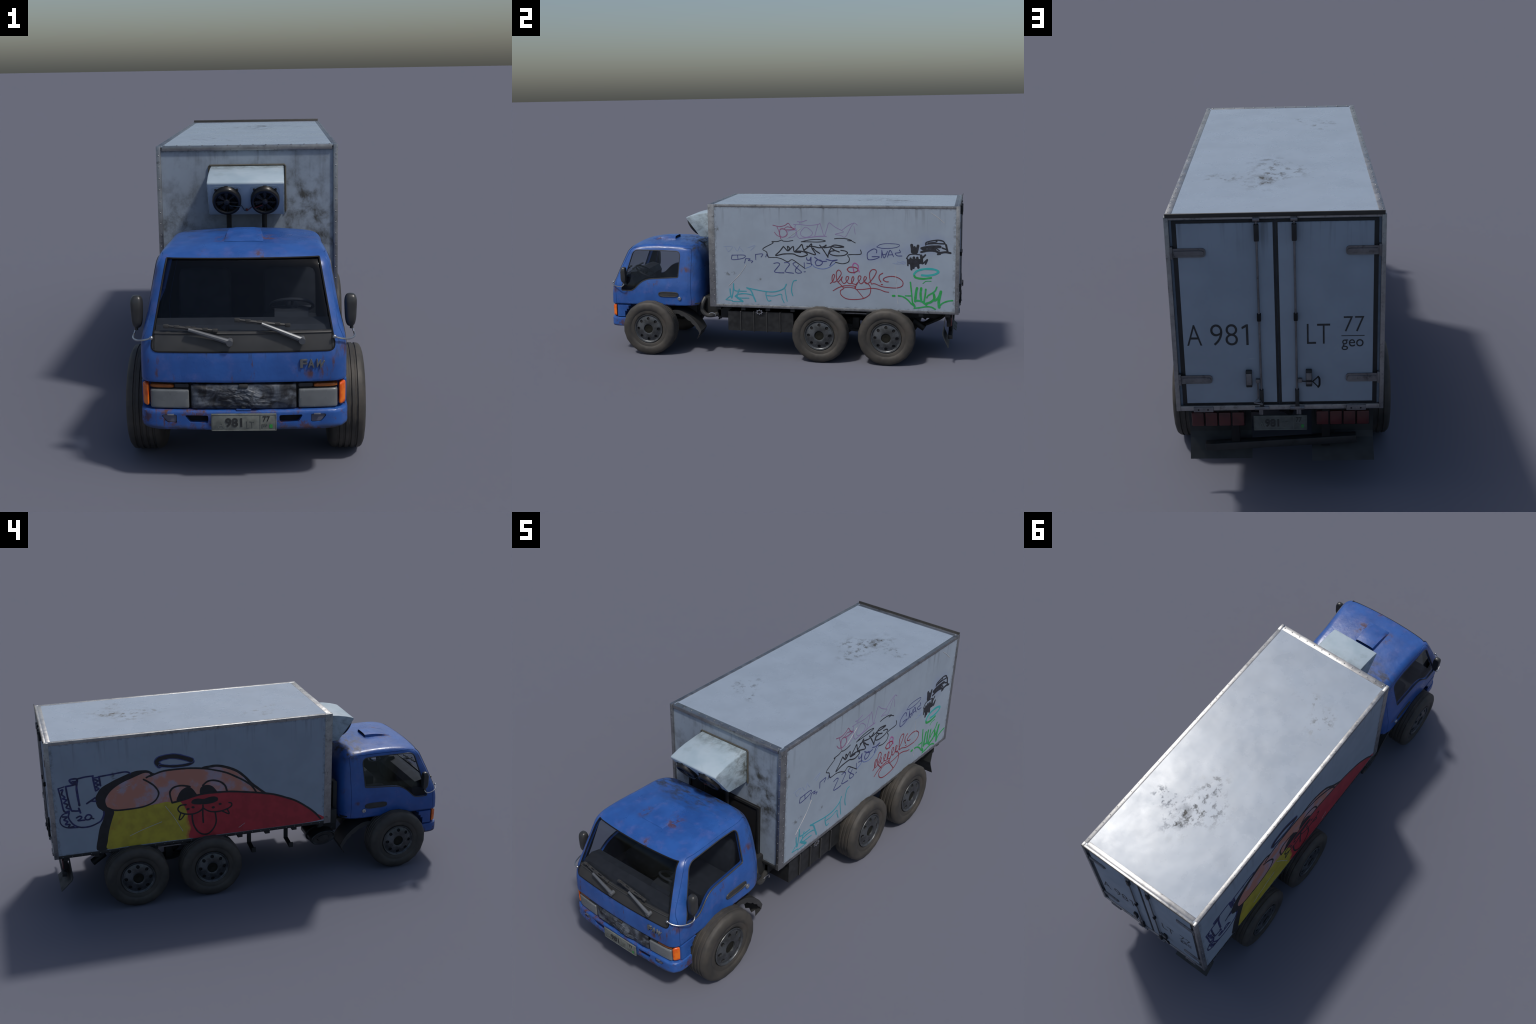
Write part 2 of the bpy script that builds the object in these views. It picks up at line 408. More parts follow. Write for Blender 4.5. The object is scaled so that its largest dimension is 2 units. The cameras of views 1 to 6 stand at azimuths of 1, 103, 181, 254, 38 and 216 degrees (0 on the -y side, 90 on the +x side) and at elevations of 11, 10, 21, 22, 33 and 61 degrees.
def radial_solid(field, centre, n=60, level=0., reach=.9):
    """Cube grid pushed out along rays from the centre on to field = level."""
    c = np.array(centre); t = np.tan(np.linspace(-1, 1, n + 1) * np.pi / 4)
    index, verts, faces = {}, [], []
    for ax in range(3):
        for sg in (-1, 1):
            ids = np.zeros((n + 1, n + 1), int)
            for i in range(n + 1):
                for j in range(n + 1):
                    d = [0, 0, 0]; d[ax] = sg; d[(ax + 1) % 3] = t[i]; d[(ax + 2) % 3] = t[j]
                    key = (round(d[0], 6), round(d[1], 6), round(d[2], 6))
                    if key not in index: index[key] = len(verts); verts.append(d)
                    ids[i, j] = index[key]
            for i in range(n):
                for j in range(n):
                    q = (ids[i, j], ids[i + 1, j], ids[i + 1, j + 1], ids[i, j + 1]); faces.append(q if sg > 0 else q[::-1])
    D = np.array(verts); D /= np.linalg.norm(D, axis=1)[:, None]
    lo, hi = np.zeros(len(D)), np.full(len(D), reach)
    for _ in range(34):
        mid = (lo + hi) / 2; inside = field(c + D * mid[:, None]) < level
        lo, hi = np.where(inside, mid, lo), np.where(inside, hi, mid)
    return c + D * lo[:, None], faces

def cut_below(field, z0, k=.006): return lambda p: smax(field(p), z0 - p[:, 2], k)

def shell(name, field, centre, outer, inner, n, mat_out, mat_in):
    va, fa = radial_solid(field, centre, n, outer); vb, fb = radial_solid(field, centre, max(40, n // 2), inner)
    me = bpy.data.meshes.new(name); o = len(va)
    me.from_pydata([tuple(v) for v in va] + [tuple(v) for v in vb], [], list(fa) + [tuple(i + o for i in f)[::-1] for f in fb])
    me.materials.append(mat_out); me.materials.append(mat_in)
    me.polygons.foreach_set("material_index", [0] * len(fa) + [1] * len(fb))
    return obj_from(name, me, None, None, 35, fix=False)

def cast(field, origin, direction, level=0., reach=.5):
    """First point from outside where the ray meets field = level."""
    o, d = np.array(origin, float), np.array(direction, float); d /= np.linalg.norm(d)
    ts = np.linspace(0, reach, 400); pts = o + d * ts[:, None]; f = field(pts) - level
    k = int(np.argmax(f < 0)); a, b = ts[max(k - 1, 0)], ts[k]
    for _ in range(30):
        m = (a + b) / 2
        if field((o + d * m)[None])[0] < level: b = m
        else: a = m
    return Vector(o + d * a)

def rounded(poly, radii, seg=5):
    """2-D polygon with rounded corners."""
    n = len(poly); out = []
    for i in range(n):
        p, a, b = Vector(poly[i]), Vector(poly[i - 1]), Vector(poly[(i + 1) % n]); r = radii[i] if isinstance(radii, (list, tuple)) else radii
        if r <= 0: out.append(p); continue
        u, w = (a - p), (b - p); lu, lw = u.length, w.length; u.normalize(); w.normalize(); r = min(r, lu * .49, lw * .49)
        for k in range(seg + 1):
            t = k / seg; out.append((p + u * r) * (1 - t) ** 2 + 2 * t * (1 - t) * p + (p + w * r) * t * t)
    return out

def dense(poly, step=.008):
    """Closed outline with points at most `step` apart."""
    out = []; n = len(poly)
    for i in range(n):
        a, b = Vector(poly[i][:2]), Vector(poly[(i + 1) % n][:2]); k = max(1, math.ceil((b - a).length / step))
        out += [a.lerp(b, j / k) for j in range(k)]
    return out

def inset(poly, d):
    n = len(poly); area = sum(poly[i][0] * poly[(i + 1) % n][1] - poly[(i + 1) % n][0] * poly[i][1] for i in range(n)); s = 1 if area > 0 else -1; out = []
    for i in range(n):
        a, p, b = Vector(poly[i - 1]), Vector(poly[i]), Vector(poly[(i + 1) % n])
        t = ((p - a).normalized() + (b - p).normalized()).normalized(); out.append(p + Vector((-t.y, t.x)) * d * s)
    return out

def prism(outline, axis, a, b):
    """Outline in the two other axes, pushed along `axis` from a to b."""
    n = len(outline); vs = []
    for lv in (a, b):
        for q in outline: vs.append((lv, q[0], q[1]) if axis == 0 else (q[0], lv, q[1]))
    return finish("cutter", vs, [(i, (i + 1) % n, n + (i + 1) % n, n + i) for i in range(n)] + [tuple(range(n))[::-1], tuple(range(n, 2 * n))], None, None, 0)

CAB_MID = (0, -.70, .42)
cab_body_field = cut_below(cab_field, .277)
cab = shell("cab", cab_body_field, CAB_MID, 0., -.013, 120, M["blue"], M["interior"])
cab.parent = truck

# openings, drawn in the side view (y, z) and the front view (x, z)
SIDE_WINDOW = rounded([(-.913, .357), (-.843, .357), (-.775, .424), (-.572, .438), (-.566, .583), (-.842, .588)], [.014, .02, .045, .008, .03, .03])
DOOR = rounded([(-.946, .281), (-.495, .281), (-.500, .597), (-.853, .603), (-.946, .418)], [.004, .006, .02, .03, .02])
WINDSHIELD = rounded([(-.2485, .362), (.2485, .362), (.2085, .596), (-.2085, .596)], [.022, .022, .004, .004])

front_cut = prism(WINDSHIELD, 1, -1.05, -.83)
boolean(cab, front_cut)
doors = []
for s in (1, -1):
    door_cut = prism(DOOR, 0, s * .206, s * .36); door_in = prism(inset(DOOR, .0016), 0, s * .208, s * .36); win_cut = prism(SIDE_WINDOW, 0, s * .15, s * .37)
    d = clone(cab, "door"); boolean(d, door_in, 'INTERSECT'); boolean(d, win_cut); reshade(d, 35); d.parent = truck; doors.append(d)
    boolean(cab, door_cut)
    discard(door_cut, door_in, win_cut)
reshade(cab, 35)
# dark jamb behind the door gaps
jamb = radial_solid(cab_body_field, CAB_MID, 70, -.006); jamb_in = radial_solid(cab_body_field, CAB_MID, 70, -.0085)
def thin_shell(name, outer, inner, n=80):
    ob = shell(name, cab_body_field, CAB_MID, outer, inner, n, M["glass"], M["glass"]); return ob
seam = thin_shell("door_seam", -.005, -.0085, 70)
for s in (1, -1):
    a = prism(inset(DOOR, -.012), 0, s * .18, s * .36); b = prism(inset(DOOR, .010), 0, s * .17, s * .37)
    o = clone(seam, "door_seal"); boolean(o, a, 'INTERSECT'); boolean(o, b); o.data.materials.clear(); o.data.materials.append(M["black"]); reshade(o); o.parent = doors[0 if s > 0 else 1]
    discard(a, b)
discard(seam)

# glazing
pane = thin_shell("pane", -.003, -.0065, 90)
glass_front = clone(pane, "windshield")
gw = prism(inset(WINDSHIELD, .001), 1, -1.06, -.82); low = Builder().box((-.4, -1.2, .30), (.4, -.7, .404)).make("cutter", None)
boolean(glass_front, gw, 'INTERSECT'); boolean(glass_front, low); reshade(glass_front, 40); glass_front.parent = cab
for s, d in zip((1, -1), doors):
    g = clone(pane, "door_window"); c = prism(inset(SIDE_WINDOW, .001), 0, s * .16, s * .37); boolean(g, c, 'INTERSECT'); reshade(g, 40); g.parent = d; discard(c)
    rim = [cast(cab_body_field, (s * .45, q[0], q[1]), (-s, 0, 0), -.0005) for q in dense(SIDE_WINDOW)]
    Builder().tube(rim, .0026, 6, True).make("window_seal", M["plastic"], d)
    # recessed pull handle and lock
    hy, hz = -.6277, .3415
    xs = cab_body_field
    def on_side(y, z, off): q = cast(xs, (s * .45, y, z), (-s, 0, 0)); return q + Vector((s * off, 0, 0))
    ring = [on_side(hy + .0575 * math.copysign(abs(math.cos(a)) ** .45, math.cos(a)), hz + .0125 * math.copysign(abs(math.sin(a)) ** .75, math.sin(a)), .001) for a in np.linspace(0, 2 * math.pi, 40, endpoint=False)]
    h = Builder().tube(ring, .0032, 6, True); c0 = on_side(hy, hz, .0015)
    h.raw([c0] + [q + Vector((s * .0005, 0, 0)) for q in ring], [(0, i + 1, (i + 1) % 40 + 1) for i in range(40)])
    h.make("door_handle", M["plastic"], d, 40)
    lk = on_side(-.5618, .3196, 0)
    Builder().lathe([(.0001, .004), (.004, .004), (.0045, .006), (.010, .005), (.0115, .001), (.0115, -.003)] if s > 0 else [(.0001, -.004), (.004, -.004), (.0045, -.006), (.010, -.005), (.0115, -.001), (.0115, .003)], 20, lk).make("door_lock", M["steel"], d)
discard(pane, low)

# cowl panel closing the foot of the windscreen, with separate end caps
cowl_shell = thin_shell("cowl_shell", .0005, -.010, 90)
for k, (x0, x1) in enumerate(((-.2365, .2365), (.238, .3), (-.3, -.238))):
    o = clone(cowl_shell, "cowl_panel" if k == 0 else "cowl_end"); bx = Builder().box((x0, -1.2, .30), (x1, -.7, .4135 if k == 0 else .4165)).make("cutter", None)
    boolean(o, gw, 'INTERSECT'); boolean(o, bx, 'INTERSECT'); o.data.materials.clear(); o.data.materials.append(M["plastic"]); reshade(o); o.parent = cab; discard(bx)
lipz = [cast(cab_body_field, (x, -1.2, .409), (0, 1, 0), .001) for x in np.linspace(-.236, .236, 30)]
Builder().tube(lipz, .003, 6).make("cowl_lip", M["plastic"], cab)
discard(cowl_shell, gw, front_cut)
WS_EDGE = [(q[0] * .995, min(q[1], .5945)) for q in dense(WINDSHIELD)]
rim = [cast(cab_body_field, (x, -1.3, z), (0, 1, 0), -.0005, .7) for x, z in WS_EDGE]
Builder().tube(rim, .0026, 6, True).make("windshield_seal", M["black"], cab)

# roof hatch: wedge that opens to the rear
def roof_z(x, y): return float(smooth_interp(np.array([y]), ROOF_Y, ROOF_Z)[0]) - .25 * x * x
hv, rows = [], 7
for j in range(rows):
    t = j / (rows - 1); y = -.789 + .137 * t; hw = .0605 - .009 * t; rise = .001 + .014 * min(1, t * 1.6) ** .8
    for x, up in ((-hw, -.004), (-hw * .88, rise * .85), (-hw * .5, rise), (hw * .5, rise), (hw * .88, rise * .85), (hw, -.004)): hv.append((x, y, roof_z(x, y) + up))
hf = [(j * 6 + i, j * 6 + i + 1, (j + 1) * 6 + i + 1, (j + 1) * 6 + i) for j in range(rows - 1) for i in range(5)]
hatch = finish("roof_hatch", hv, hf, M["blue"], cab, 50)
e = (rows - 1) * 6
Builder().raw([hv[e + i] for i in range(6)] + [(hv[e + i][0] * .96, hv[e + i][1] - .006, hv[e + i][2] - .001) for i in range(6)], [(0, 1, 2, 3, 4, 5)][:0] + [(6, 7, 8, 9, 10, 11)]).make("hatch_dark_plate", M["black"], cab, 0)  # flat black plate inside the hatch mouth, standing in for a dark opening

# front clip below the bonnet line: cheeks, lamps, grille, bumper
def clip_field(p): return np.maximum.reduce([cab_field(p), .200 - p[:, 2], p[:, 2] - .2765, p[:, 1] + .80, .168 - np.hypot(p[:, 1] + .733, p[:, 2] - .154), -.946 - p[:, 1]])
v, f = radial_solid(clip_field, (0, -.915, .238), 40)
finish("front_cheek", v, f, M["blue"], cab, 35)

def front_piece(name, x0, x1, z0, z1, back, sink, mat, n=26, k=.004, depth=.03, wrinkle=0):
    xc, hw, zc, hh = (x0 + x1) / 2, (x1 - x0) / 2, (z0 + z1) / 2, (z1 - z0) / 2
    def fld(p):
        f = smax(cab_field(p) + sink, np.abs(p[:, 0] - xc) - hw, k); f = smax(f, np.abs(p[:, 2] - zc) - hh, k)
        return np.maximum(f, p[:, 1] - back)
    c = (xc, (cast(cab_field, (xc, -1.3, zc), (0, 1, 0), -sink, .6).y + back) / 2, zc)
    v, f = radial_solid(fld, c, n)
    if wrinkle:
        for q in v:
            if q[1] < c[1] - .004:
                e = min(1, (hw - abs(q[0] - xc)) / .02, (hh - abs(q[2] - zc)) / .012)
                q[1] -= wrinkle * e * (noise.fractal(Vector((q[0] * 16, q[2] * 34, 3)), .8, 2.2, 4) + .25 + .5 * math.sin(math.pi * (q[2] - z0) / (z1 - z0)))
    return finish(name, v, f, mat, cab, 40)
front_piece("lamp_backing", -.262, .262, .198, .277, -.94, .016, M["black"])
front_piece("grille_cover", -.1415, .1415, .2025, .272, -.945, .004, M["grille"], 70, .004, wrinkle=.008)
for s in (1, -1):
    a, b = sorted((s * .147, s * .2525)); front_piece("headlight", a, b, .203, .2565, -.945, .003, M["lens"], 30, .005)
    a, b = sorted((s * .188, s * .2525)); front_piece("amber_strip", a, b, .2605, .270, -.945, .006, M["amber_shaded"], 16, .003)
    a, b = sorted((s * .147, s * .186)); front_piece("lamp_filler", a, b, .2605, .272, -.945, .008, M["dash"], 14, .003)
    xc = s * .268
    def sig(p, s=s):
        f = smax(cab_field(p) + .001, .2560 - s * p[:, 0], .006); f = smax(f, .2055 - p[:, 2], .01); f = smax(f, p[:, 2] - .2725, .01)
        return np.maximum(f, p[:, 1] + .9455)
    v, f = radial_solid(sig, (s * .265, -.955, .239), 26)
    finish("turn_signal", v, f, M["amber"], cab, 40)
Builder().box((-.012, -.992, .264), (.012, -.978, .2735), .002).box((-.006, -.990, .206), (.006, -.976, .2125), .002).make("grille_latch", M["plastic"], cab)

def bumper_field(p):
    x, y, z = p[:, 0], p[:, 1], p[:, 2]
    f = smax(np.abs(x) - .2815, (-.992 + .17 * x * x - y), .05)
    f = smax(f, z - (.2005 - .012 * np.clip(1 - np.abs(x) / .25, 0, 1) * 0), .010)
    f = smax(f, .1445 + .003 * np.clip((np.abs(x) - .22) / .06, 0, 1) - z, .010)
    return np.maximum(f, y + .889)
va, fa = radial_solid(bumper_field, (0, -.94, .172), 90)
bumper = finish("bumper", va, fa, M["blue"], truck, 35)
for s in (1, -1):
    vent = prism(rounded([(s * .096, .1655), (s * .146, .1665), (s * .159, .188), (s * .095, .1875)], .006), 1, -1.1, -.965); boolean(bumper, vent); discard(vent)
    fog = prism(rounded([(s * .1805, .1655), (s * .207, .1665), (s * .2215, .184), (s * .219, .189), (s * .1805, .189)], .004), 1, -1.1, -.978); boolean(bumper, fog); discard(fog)
    Builder().box((min(s * .098, s * .158), -.972, .162), (max(s * .098, s * .158), -.962, .192)).make("vent_backing", M["black"], bumper)
    pts = rounded([(s * .182, .167), (s * .206, .168), (s * .220, .184), (s * .218, .1875), (s * .182, .1875)], .004)
    n = len(pts); yy = lambda x: -.9885 + .17 * x * x
    Builder().raw([(q[0], yy(q[0]), q[1]) for q in pts] + [(q[0], -.975, q[1]) for q in pts], [tuple(range(n))] + [(i, (i + 1) % n, n + (i + 1) % n, n + i) for i in range(n)]).make("fog_lamp", plain("frosted_fog_lens", (.085, .09, .13), .4) if s > 0 else bpy.data.materials["frosted_fog_lens"], bumper, 20)
    a, b = sorted((s * .188, s * .206)); Builder().box((a, -.990, .1885), (b, -.982, .1915), .0008).make("fog_lamp_clip", M["steel"], bumper)
reshade(bumper, 35)
Builder().box((-.02, -.99, .2), (.02, -.975, .204), .001).make("bumper_bracket", M["blue"], bumper)

def number_plate(parent, x0, x1, z0, z1, y, face):
    p = Builder().box((x0, min(y, y - face * .004), z0), (x1, max(y, y - face * .004), z1), .0015).make("number_plate", M["plate"], parent)
    s = -face; w = x1 - x0; h = z1 - z0; L = x0 if s > 0 else x1
    X = lambda t: L + s * w * t
    rimv = [(X(.015), y, z0 + h * .05), (X(.985), y, z0 + h * .05), (X(.985), y, z1 - h * .05), (X(.015), y, z1 - h * .05)]
    Builder().tube(rimv, .0011, 6, True).make("plate_rim", M["plate"], p)
    rows = [("A", .10, .20, .20, .58, "plate_pale", .0), ("981", .215, .475, .24, .76, "plate_ink", .03), ("LT", .545, .66, .20, .58, "plate_pale", .0), ("77", .79, .90, .55, .86, "plate_ink", .01), ("geo", .77, .86, .2, .42, "plate_pale", 0)]
    for t, a, b, c, d, m, wt in rows: words("plate_characters", t, (X(a), z0 + h * c), (X(b), z0 + h * d), face, .0008, M[m], p, wt, y + face * .0003)
    a, b = sorted((X(.745), X(.757))); Builder().box((a, min(y, y + face * .0008), z0 + h * .1), (b, max(y, y + face * .0008), z1 - h * .1)).make("plate_divider", M["plate_pale"], p)
    a, b = sorted((X(.89), X(.94))); Builder().box((a, min(y, y + face * .0008), z0 + h * .17), (b, max(y, y + face * .0008), z0 + h * .38)).make("plate_sticker", M["green"], p)
    return p
number_plate(bumper, -.0875, .0875, .146, .195, -.9985, -1)

# raised badge letters, the last one hanging askew
def badge(t, x0, x1, z0, z1, turn=0):
    o = words("badge_letter", t, (x0, z0), (x1, z1), -1, .007, M["letter"], cab, .035, 0)
    c = Vector(((x0 + x1) / 2, 0, (z0 + z1) / 2)); R = Matrix.Rotation(turn, 3, 'Y')
    base = cast(cab_field, (c.x, -1.3, c.z), (0, 1, 0), 0, .6).y
    for v in o.data.vertices: q = R @ (v.co - c) + c; v.co = (q.x, q.y + base + .0015, q.z)
badge("F", .152, .171, .3185, .341); badge("A", .1725, .190, .3185, .341); badge("W", .1925, .2155, .317, .339, math.radians(14))

# wipers
def wiper(pivot, tip, b0, b1):
    P, T = [cast(cab_field, (q[0], -1.3, q[1]), (0, 1, 0), 0, .6) for q in (pivot, tip)]
    P.y -= .012; T.y -= .019
    Builder().tube([P, P.lerp(T, .5), T], lambda t: .0078 - .0028 * t, 10).cyl(P + Vector((0, .012, 0)), P + Vector((0, -.008, -.002)), .0088, 14).make("wiper_arm", M["wiper"], cab)
    A, B = [cast(cab_field, (q[0], -1.3, q[1]), (0, 1, 0), 0, .6) + Vector((0, -.006, 0)) for q in (b0, b1)]
    mid = A.lerp(B, .5)
    bl = Builder().tube([A, A.lerp(B, .25) + Vector((0, -.004, 0)), mid + Vector((0, -.006, 0)), A.lerp(B, .75) + Vector((0, -.004, 0)), B], .0028, 6)
    for t in (.0, .22, .45, .55, .8, 1): bl.box(A.lerp(B, t) - Vector((.007, .006, .0042)), A.lerp(B, t) + Vector((.007, .004, .0042)), .001)
    bl.tube([A + Vector((0, .004, 0)), B + Vector((0, .004, 0))], .002, 6).make("wiper_blade", M["plastic"], cab)
wiper((-.034, .391), (-.1435, .4235), (-.205, .429), (-.073, .4185))
wiper((.1575, .394), (.051, .437), (-.0145, .4445), (.120, .430))

# mirrors on bent chrome rods
def side_mirror(s):
    path = curve_through([(s * .2434, -.972, .3995), (s * .262, -.967, .393), (s * .285, -.947, .386), (s * .3005, -.915, .383), (s * .3025, -.895, .386), (s * .299, -.886, .396), (s * .2955, -.886, .412)], 6)
    Builder().tube(path, .0026, 8).ball((s * .2434, -.972, .3995), .0058, 12).make("mirror_arm", M["steel"], cab)
    def fld(p):
        q = p - np.array((s * .2925, -.886, .4505)); w = .0165 + .002 * q[:, 2] / .045
        e = (np.abs(q[:, 0]) / w) ** 3.2 + (np.abs(q[:, 1]) / .0185) ** 2.6 + (np.abs(q[:, 2]) / .046) ** 3.6
        return np.maximum(e - 1, (q[:, 1] - .012) * 40)
    v, f = radial_solid(fld, (s * .2925, -.886, .4505), 18)
    m = finish("side_mirror", v, f, M["mirror"], cab, 40)
    Builder().cyl((s * .2955, -.886, .398), (s * .2955, -.886, .412), .005, 10).make("mirror_socket", M["mirror"], cab)
mirrored(side_mirror)

# cab interior
inside = empty("cab_interior", truck)
Builder().extrude_x([(-.955, .30), (-.955, .40), (-.935, .424), (-.90, .435), (-.86, .424), (-.845, .39), (-.86, .30)], -.235, .235).make("dashboard", M["dash"], inside, 30)
Builder().extrude_x([(-.90, .42), (-.885, .446), (-.855, .448), (-.835, .42)], .085, .178).make("instrument_cowl", M["dash"], inside, 30)
R = Matrix.Rotation(math.radians(-31), 3, 'X'); c = Vector((.134, -.815, .445))
ringp = [c + R @ Vector((.060 * math.cos(a), .060 * math.sin(a), 0)) for a in np.linspace(0, 2 * math.pi, 36, endpoint=False)]
st = Builder().tube(ringp, .0048, 8, True).ball(c, .018, 12)
for a in (0.3, math.pi - .3, -math.pi / 2): st.tube([c, c + R @ Vector((.060 * math.cos(a), .060 * math.sin(a), 0))], .004, 6)
st.tube([c, (.134, -.90, .40)], .009, 8).make("steering_wheel", M["dash"], inside)
for s in (1, -1):
    Builder().box((s * .13 - .085, -.76, .30), (s * .13 + .085, -.56, .365), .018).make("seat_cushion", M["seat"], inside)
    Builder().box((s * .13 - .08, -.585, .34), (s * .13 + .08, -.535, .50), .02, Matrix.Rotation(math.radians(-12), 3, 'X')).make("seat_back", M["seat"], inside)
Builder().box((-.26, -.94, .286), (.26, -.45, .292)).make("cab_floor", M["interior"], inside)

# ---------------------------------------------------------------- wheels
def tyre_profile():
    hw = .0525; out = []
    sect = [(.079, -.036), (.083, -.043), (.092, -.0475), (.104, -.0470), (.1065, -.0472), (.1100, -.0508), (.124, -hw), (.138, -.050), (.147, -.0455), (.1518, -.040)]
    out += sect
    for g in (-.0255, -.0085, .0085, .0255):
        out += [(.1540, g - .0042), (.1510, g - .0022), (.1510, g + .0022), (.1540, g + .0042)]
    return out + [(r, -x) for r, x in sect[::-1]]
def wheel_parts():
    ty = Builder().lathe(tyre_profile(), 20, phase=.5, closed=True)
    tyre = ty.make("tyre", M["tyre"], None, 50)
    # dished disc with eight hand holes; x = 0 is the tyre's mid plane
    disc = Builder().lathe([(.079, .040), (.082, .0465), (.0805, .0488), (.0770, .0478), (.0755, .0445), (.0725, .0428), (.0680, .0440), (.060, .0478), (.050, .0500), (.038, .0508), (.0290, .0518), (.0260, .0505), (.0252, .040),
                            (.036, .040), (.058, .036), (.070, .030), (.075, .022), (.079, .022)], 48, closed=True).make("rim", M["rim"], None, 40)
    for k in range(8):
        a = 2 * math.pi * k / 8
        hole = Builder().cyl((-.02, .0585 * math.sin(a), .0585 * math.cos(a)), (.08, .0585 * math.sin(a), .0585 * math.cos(a)), .0088, 16).make("cutter", None)
        boolean(disc, hole); discard(hole)
    if not disc.data.materials: disc.data.materials.append(M["rim"])
    reshade(disc, 40)
    Builder_hub = Builder().lathe([(.0001, .0455), (.010, .0455), (.012, .0465), (.0256, .0450), (.0256, .0)], 24)
    hub = Builder_hub.make("hub", plain("greasy_hub", (.010, .010, .007), .6, spec=.2), None, 40)
    back = Builder().lathe([(.076, -.030), (.076, .022), (.0705, .0385), (.058, .0435), (.045, .0445), (.024, .041)], 32).make("rim_backing", M["black"], None, 40)  # black plate added behind the hand holes so they look dark
    return tyre, disc, hub, back
WHEEL_PARTS = wheel_parts()
first = True
for s in (1, -1):
    for k, (y, xw) in enumerate(((-.733, .2870), (.247, .2870), (.609, .2870))):
        w = empty("wheel", truck, (s * xw, y, .1521)); w.rotation_euler = (0, 0, 0 if s > 0 else math.pi)
        for part in WHEEL_PARTS:
            o = part if first else part.copy()
            if not first: SCENE.objects.link(o)
            o.parent = w
        first = False

# ---------------------------------------------------------------- chassis
chassis = empty("chassis", truck)
for s in (1, -1):
    Builder().box((s * .115 - .015, -.93, .222), (s * .115 + .015, .90, .280), .002).make("frame_rail", M["chassis"], chassis)
cm = Builder()
for y in (-.86, -.40, -.16, .12, .43, .72, .88): cm.box((-.115, y - .015, .228), (.115, y + .015, .276), .002)
for y in np.linspace(-.33, .93, 10): cm.box((-.28, y - .012, .266), (.28, y + .012, .2845))
cm.make("cross_member", M["chassis"], chassis)
Builder().box((-.225, -.435, .205), (.205, -.335, .325), .006).box((.13, -.36, .200), (.205, -.275, .28), .003).make("cab_mount_beam", M["chassis"], chassis)
Builder().box((-.14, -.80, .17), (.14, -.50, .27), .02).make("engine_sump", M["chassis"], chassis)
for y in (-.733, .247, .609):
    ax = Builder().cyl((-.27, y, .154), (.27, y, .154), .019, 16)
    if y > 0: ax.ball((0, y, .154), .052, 20, (1, 1, 1)).cyl((0, y, .16), (0, y - .30, .19), .014, 12)
    ax.make("axle", M["chassis"], chassis, 40)
for s in (1, -1):
    spring = Builder()
    for k in range(5):
        L = .20 - .028 * k
        spring.tube([(s * .165, .428 + t * L, .178 - .008 * k + .03 * t * t) for t in np.linspace(-1, 1, 13)], .0055, 6)
    spring.make("leaf_spring", M["chassis"], chassis)
    sp = Builder()
    for k in range(3): sp.tube([(s * .165, -.733 + t * (.17 - .03 * k), .19 - .007 * k + .025 * t * t) for t in np.linspace(-1, 1, 11)], .005, 6)
    sp.make("leaf_spring", M["chassis"], chassis)
    Builder().box((s * .165 - .02, .408, .165), (s * .165 + .02, .448, .225), .004).make("spring_hanger", M["chassis"], chassis)
    Builder().cyl((s * .13, .38, .20), (s * .13, .44, .15), .018, 12).cyl((s * .13, .74, .205), (s * .13, .80, .165), .018, 12).make("brake_chamber", M["chassis"], chassis)
    # guard rail under the body side, between the rear axles
    Builder().box((s * .262, .33, .264), (s * .268, .56, .270)).make("under_rail", M["hardware"], chassis)
# sagging hoses at the tail
for dx, sag in ((.06, .03), (-.03, .045), (.11, .025)):
    Builder().tube(curve_through([(dx, .70, .20), (dx, .78, .20 - sag), (dx + .02, .85, .205), (dx + .03, .90, .235), (dx + .03, .93, .275)], 6), .007, 6).make("air_hose", M["chassis"], chassis)

